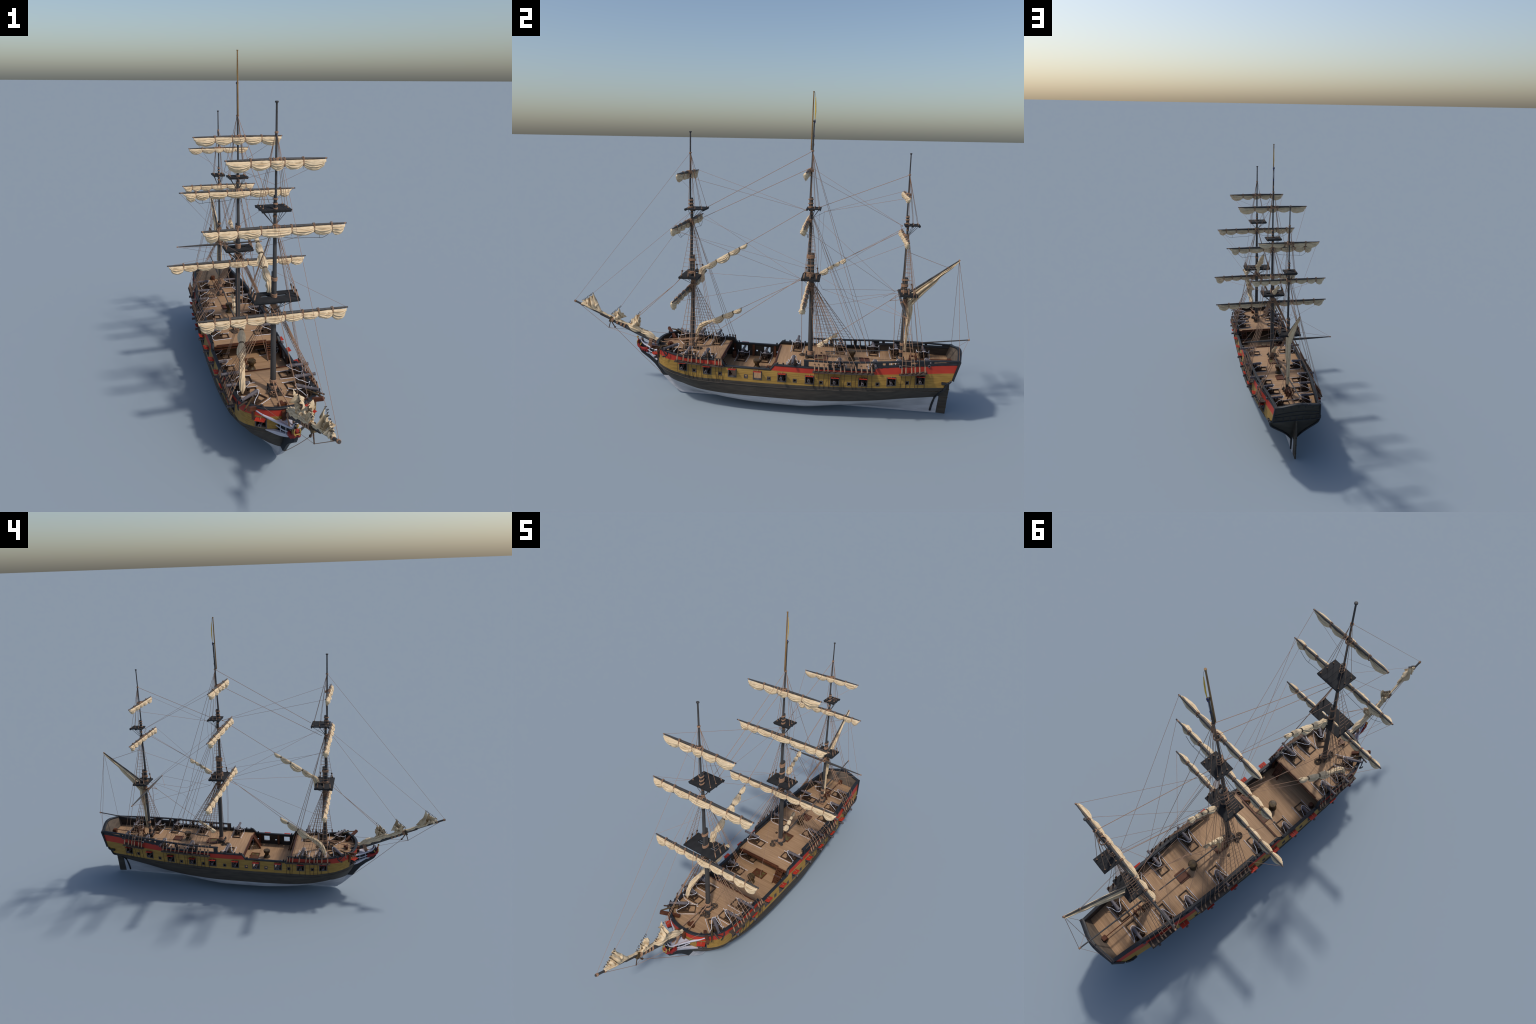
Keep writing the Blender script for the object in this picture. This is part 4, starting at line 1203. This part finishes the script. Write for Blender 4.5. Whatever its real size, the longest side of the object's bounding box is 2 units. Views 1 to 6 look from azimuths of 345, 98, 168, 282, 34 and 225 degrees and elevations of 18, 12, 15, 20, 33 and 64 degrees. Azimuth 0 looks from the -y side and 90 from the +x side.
for i in range(26):
    t = i/25; p = ga_*(1-t)+gb_*t
    dep = foot(t)
    a = p+V(0, .001, -.003); b = p+V(0, dep*.52, -.003-dep*.62)
    if t < .25: b = b + (V(0, .700, .520)-b)*(1-t/.25)**1.6
    rows.append((a, b)); wd.append(.35+.65*(1-t))
cloth_strip(rows, wd, .008, 2.2, 71, 'spanker_sail')
rows = []; wd = []
for i in range(24):
    t = i/23; z = .590 - t*(.590-.315)
    w = pchip([0, .2, .38, .55, .8, 1], [.018, .030, .024, .012, .012, .007])(t)
    yc = pchip([0, .3, 1], [.697, .700, .6975])(t)
    rows.append(((.0015, yc-w*.35, z), (.0015, yc+w*.8, z-.006))); wd.append(1.0 if t < .5 else .7)
cloth_strip(rows, wd, .006, 1.6, 72, 'spanker_sail')

# ------------------------------------------------------------------ channels, deadeyes, shrouds
de = MB(); de.lathe((0, 0, 0), (1, 0, 0), [(-.0022, .0028), (-.0020, .0042), (0, .0047), (.0020, .0042), (.0022, .0028)], 10)
DE = de.mesh('deadeye'); DE.materials.append(M['block'])
DE.polygons.foreach_set('use_smooth', [True]*len(DE.polygons))
def mast_y(nm, z):
    m = MASTS[nm]; return m['y0']+(m['ycap']-m['y0'])*(z-m['z0'])/(m['zcap']-m['z0'])
SHR = {
 'fore': dict(low=[-.391, -.360, -.335, -.319, -.294, -.274, -.237, -.201, -.184, -.171], nsh=7, x=.1775, y=(-.4050, -.1600), z=pchip([-.405, -.30, -.16], [.2467, .2400, .2350]), ux=.168, headz=.612, hy=-.353, back=[('t', .915), ('t', .905), ('t', .910)]),
 'main': dict(low=[.276, .295, .321, .339, .367, .398, .416, .448, .469, .494, .520, .540], nsh=9, x=.1805, y=(.2660, .5510), z=pchip([.266, .40, .551], [.2440, .2475, .2540]), ux=.1690, headz=.636, hy=.2440, back=[('t', .955), ('t', .965), ('h', 1.245)]),
 'mizzen': dict(low=[.676, .694, .720, .736, .756, .780], nsh=4, x=.1640, y=(.6640, .7895), z=pchip([.664, .72, .79], [.2535, .2590, .2690]), ux=.1530, headz=.575, hy=.6880, back=[('t', .880), ('t', .890)]),
}
chm = MB(); sh = MB(); rt = MB(); lan = MB(); chain = MB(); dk = MB()
for nm, d in SHR.items():
    m = MASTS[nm]
    for sg in (1, -1):
        yl = np.linspace(d['y'][0], d['y'][1], 12)
        row = lambda dx, dz: [((d['x']+.004)*sg if dx else (hb(y, d['z'](y))-.002)*sg, y, d['z'](y)+dz) for y in yl]
        chm.grid([row(1, .0018), row(0, .0018), row(0, -.0018), row(1, -.0018), row(1, .0018)])
        for q in (0, -1):
            c = [row(1, .0018)[q], row(0, .0018)[q], row(0, -.0018)[q], row(1, -.0018)[q]]; chm.add(c, [(0, 1, 2, 3)])
        tops, bots = [], []
        for k, y in enumerate(d['low']):
            zc_ = d['z'](y)
            is_sh = k < d['nsh']
            if is_sh: head = V((.0080+.0045*(k % 2))*sg, d['hy']+.0028*(k-d['nsh']/2), d['headz']-.0030*k+.006*(k % 2))
            else:
                kind, zz = d['back'][k-d['nsh']]
                if kind == 't': head = V(.005*sg, m['tm'][0][0]+(m['tm'][1][0]-m['tm'][0][0])*(zz-m['tm'][0][1])/(m['tm'][1][1]-m['tm'][0][1])+.005, zz)
                else: head = V(.004*sg, m['head'][0]+.003, zz)
            lo = V(d['x']*sg, y, zc_+.0065); dr = (head-lo)/np.linalg.norm(head-lo)
            up = lo + V(-.0085*sg, dr[1]*.011, .0285)
            put(DE, 'deadeye', root, loc=tuple(lo)); put(DE, 'deadeye', root, loc=tuple(up))
            lan.tube([lo, (lo+up)/2, up], [.0030, .0036, .0030], 7)
            rr = .00118 if is_sh else .00085
            sh.tube([up, head], rr, 5)
            zz = yb_f(y) - .008
            chain.tube([(d['x']*sg, y, zc_-.001), ((hb(y, zz)+.0015)*sg, y + (.004 if k % 2 else -.003), zz)], .0011, 4)
            if is_sh: tops.append(head); bots.append(up)
        # sheer pole and ratlines
        n = int((d['headz'] - bots[0][2])/.0185)
        for r_ in range(0, n):
            z = max(b[2] for b in bots)+.0015 + r_*.0185
            pts = []
            for t_, b_ in zip(tops, bots):
                f = (z-b_[2])/(t_[2]-b_[2])
                if f > .97: continue
                pts.append(b_+(t_-b_)*f)
            if len(pts) > 1:
                rt.tube(pts, .00072, 4)
        # topmast shrouds from the top
        z, ya, yb_, w = m['top']; tz_ = m['plat'][0]-.062
        ty_ = m['tm'][0][0]+(m['tm'][1][0]-m['tm'][0][0])*(tz_-m['tm'][0][1])/(m['tm'][1][1]-m['tm'][0][1])
        tt, bb_ = [], []
        for k in range(3):
            y = ya+.014+(yb_-ya-.030)*k/2
            lo = V((w-.003)*sg, y, z+.006); head = V((.0040+.003*(k % 2))*sg, ty_+.0020+.0035*k, tz_-.004*k)
            dr = (head-lo)/np.linalg.norm(head-lo); up = lo+dr*.026
            put(DE, 'deadeye', root, loc=tuple(lo)); put(DE, 'deadeye', root, loc=tuple(up))
            lan.tube([lo, up], .0026, 6)
            sh.tube([up, head], .00085, 5); tt.append(head); bb_.append(up)
            # futtock shrouds
            zf = z-.050; dk.tube([(lo[0], y, z-.004), (.010*sg, mast_y(nm, zf)+.002, zf)], .0011, 5)
        n = int((tz_-bb_[0][2])/.0185)
        for r_ in range(n):
            zz = bb_[0][2]+.002+r_*.0185
            pts = [b_+(t_-b_)*((zz-b_[2])/(t_[2]-b_[2])) for t_, b_ in zip(tt, bb_) if (zz-b_[2])/(t_[2]-b_[2]) < .95]
            if len(pts) > 1: rt.tube(pts, .00072, 4)
        # topgallant shrouds
        z, ya, yb_, w = m['plat']
        for k in range(3):
            y = ya+.018+(yb_-ya-.028)*k/2
            lo = V((w-.010)*sg, y, z+.004)
            sh.tube([lo, (.003*sg, m['head'][0]+.002, m['head'][1]-.004*k)], .00085, 5)
            lan.ball(lo+V(0, 0, .001), .0028, 8, 5)
            zf = z-.055; yf = m['tm'][0][0]+(m['tm'][1][0]-m['tm'][0][0])*(zf-m['tm'][0][1])/(m['tm'][1][1]-m['tm'][0][1])
            dk.tube([(lo[0], y, z-.004), (.005*sg, yf+.002, zf)], .0010, 5)
chm.obj('channel', M['channel'], root, 30)
sh.obj('shroud', M['rope'], root, 60, kind='stuff'); rt.obj('ratline', M['rope'], root, 60, kind='stuff')
lan.obj('lanyard', M['rope'], root, 60, kind='stuff'); chain.obj('chainplate', M['dark_wood'], root, 60, kind='stuff'); dk.obj('futtock_shroud', M['tarred'], root, 60, kind='stuff')

# ------------------------------------------------------------------ stays, braces and other running lines
sty = MB(); thin = MB(); thick = MB(); blk = MB()
R1, R2 = .00105, .00062
FH, MH, ZH = (MASTS[k]['head'] for k in ('fore', 'main', 'mizzen'))
tip = (0, -.992, .4690)
thin.rope((0, FH[0]-.004, FH[1]-.003), tip, R2)
thin.rope((0, -.370, .949), (0, -.893, .5110), R2); thin.rope((0, -.371, .945), (0, -.7426, .449), R2)
for s in (1, -1):
    sty.rope((.030*s, -.404, .636), (0, -.452, .583), R1); 
sty.rope((0, -.452, .583), (0, -.6424, .421), R1); sty.rope((0, -.452, .583), (.002, -.702, .352), R1)
# main stays
sty.rope((0, MH[0]-.003, MH[1]-.002), (0, -.284, .979), R1); sty.rope((0, .2170, 1.182), (0, -.340, .9110), R1)
sty.rope((0, .198, .985), (.002, -.085, .8085), R1); sty.rope((.002, -.085, .8085), (0, -.330, .660), R1)
for s in (1, -1): sty.rope((.025*s, .192, .650), (0, .130, .610), R1)
sty.rope((0, .130, .610), (-.067, -.123, .4575), R1); sty.rope((-.067, -.123, .4575), (-.122, -.372, .290), R1)
sty.rope((0, .130, .610), (.010, -.330, .285), R1)
# mizzen stays
sty.rope((0, ZH[0]-.003, ZH[1]-.002), (0, .262, .998), R1)
sty.rope((0, .655, .902), (0, .640, .926), R1*.8); sty.rope((0, .655, .902), (-.002, .394, .7575), R1); thin.rope((0, .660, .915), (-.002, .394, .7575), R2); sty.rope((-.002, .394, .7575), (0, .262, .668), R1)
for s in (1, -1): sty.rope((.02*s, .660, .598), (0, .612, .560), R1)
sty.rope((0, .672, .570), (0, .612, .560), R1)
sty.rope((0, .612, .560), (0, .369, .3790), R1); sty.rope((0, .369, .3790), (0, .262, .296), R1)
# thick collars from the foremast foot to the bow
for s in (1, -1): thick.rope((.004*s, -.372, .300), (.018*s, -.520, .2785), .0024, n=7)
# bobstay, martingale lines
sty.rope((0, -.5216, .0905), (0, -.7775, .333), R1, sag=.004, seg=8); sty.rope(tip, (0, -.813, .3300), R1)
for s in (1, -1): thin.rope((0, -.813, .3300), (.081*s, -.5205, .2900), .0008); 
thin.rope((0, -.955, .444), (0, -.800, .3760), R2)
thin.rope((.0, -.730, .340), (.012, -.56, .275), .0010); 
# braces
def pair(a_y, a_z, hx, b, r=R2, knot=None):
    for s in (1, -1):
        thin.rope((hx*s, a_y, a_z), b, r)
pair(-.3718, 1.1482, .178, (0, .195, .984)); pair(-.3731, .9117, .262, (0, .181, .647)); pair(-.3715, .5787, .288, (.0, .182, .640))
for s in (1, -1):
    thin.rope((.23*s, -.3731, .895), (.02*s, .235, .7), R2*.8)
    thin.rope((.01*s, .190, .640), (.014*s, .198, .262), R2)
    thin.rope((.0, .262, .968), (.018*s, .270, .255), R2*.8)
pair(.2108, 1.1708, .197, (0, .648, .926)); pair(.2118, .9335, .264, (0, .637, .605)); 
for s in (1, -1):
    thin.rope((.329*s, .2230, .5988), (.040*s, .4500, .560), R2*.9); thin.rope((.040*s, .450, .560), (0, .645, .600), R2)
    thin.rope((0, .640, .590), (.012*s, .648, .265), R2)
pair(.6620, 1.0716, .154, (0, .285, .978)); pair(.6650, .8793, .192, (0, .283, .665)); pair(.6715, .5525, .233, (0, .290, .600))
thin.rope((0, .238, .950), (0, .290, .978), R2); thin.rope((0, .285, .978), (0, .276, .66), R2*.8); thin.rope((0, .258, .658), (0, .290, .600), R2)
blk.ball((0, .198, .983), .0034, 8, 6); blk.ball((0, .648, .925), .0034, 8, 6); 
# gaff and boom gear
thin.rope((0, .918, .773), (0, .996, .390), .00085)
for s in (1, -1):
    thin.rope((0, .918, .773), (.108*s, .938, .322), .00075)
    thin.rope((0, .994, .387), (.060*s, .950, .322), R2*.9)
sty.rope((0, .869, .7365), (0, .690, .800), .0009)
for s in (1, -1): thin.rope((.232*s, .6715, .5525), (.05*s, .585, .56), R2)
# lifts of the lower yards and bowline-like lines to the bow
for s in (1, -1):
    thin.rope((.180*s, -.3718, 1.140), (.0, -.36, 1.06), R2*.8)
sty.obj('stay', M['rope'], root, 60, kind='stuff'); thin.obj('brace', M['line'], root, 60, kind='stuff')
thick.obj('cable', M['rope'], root, 60); blk.obj('block', M['rope'], root, 60)
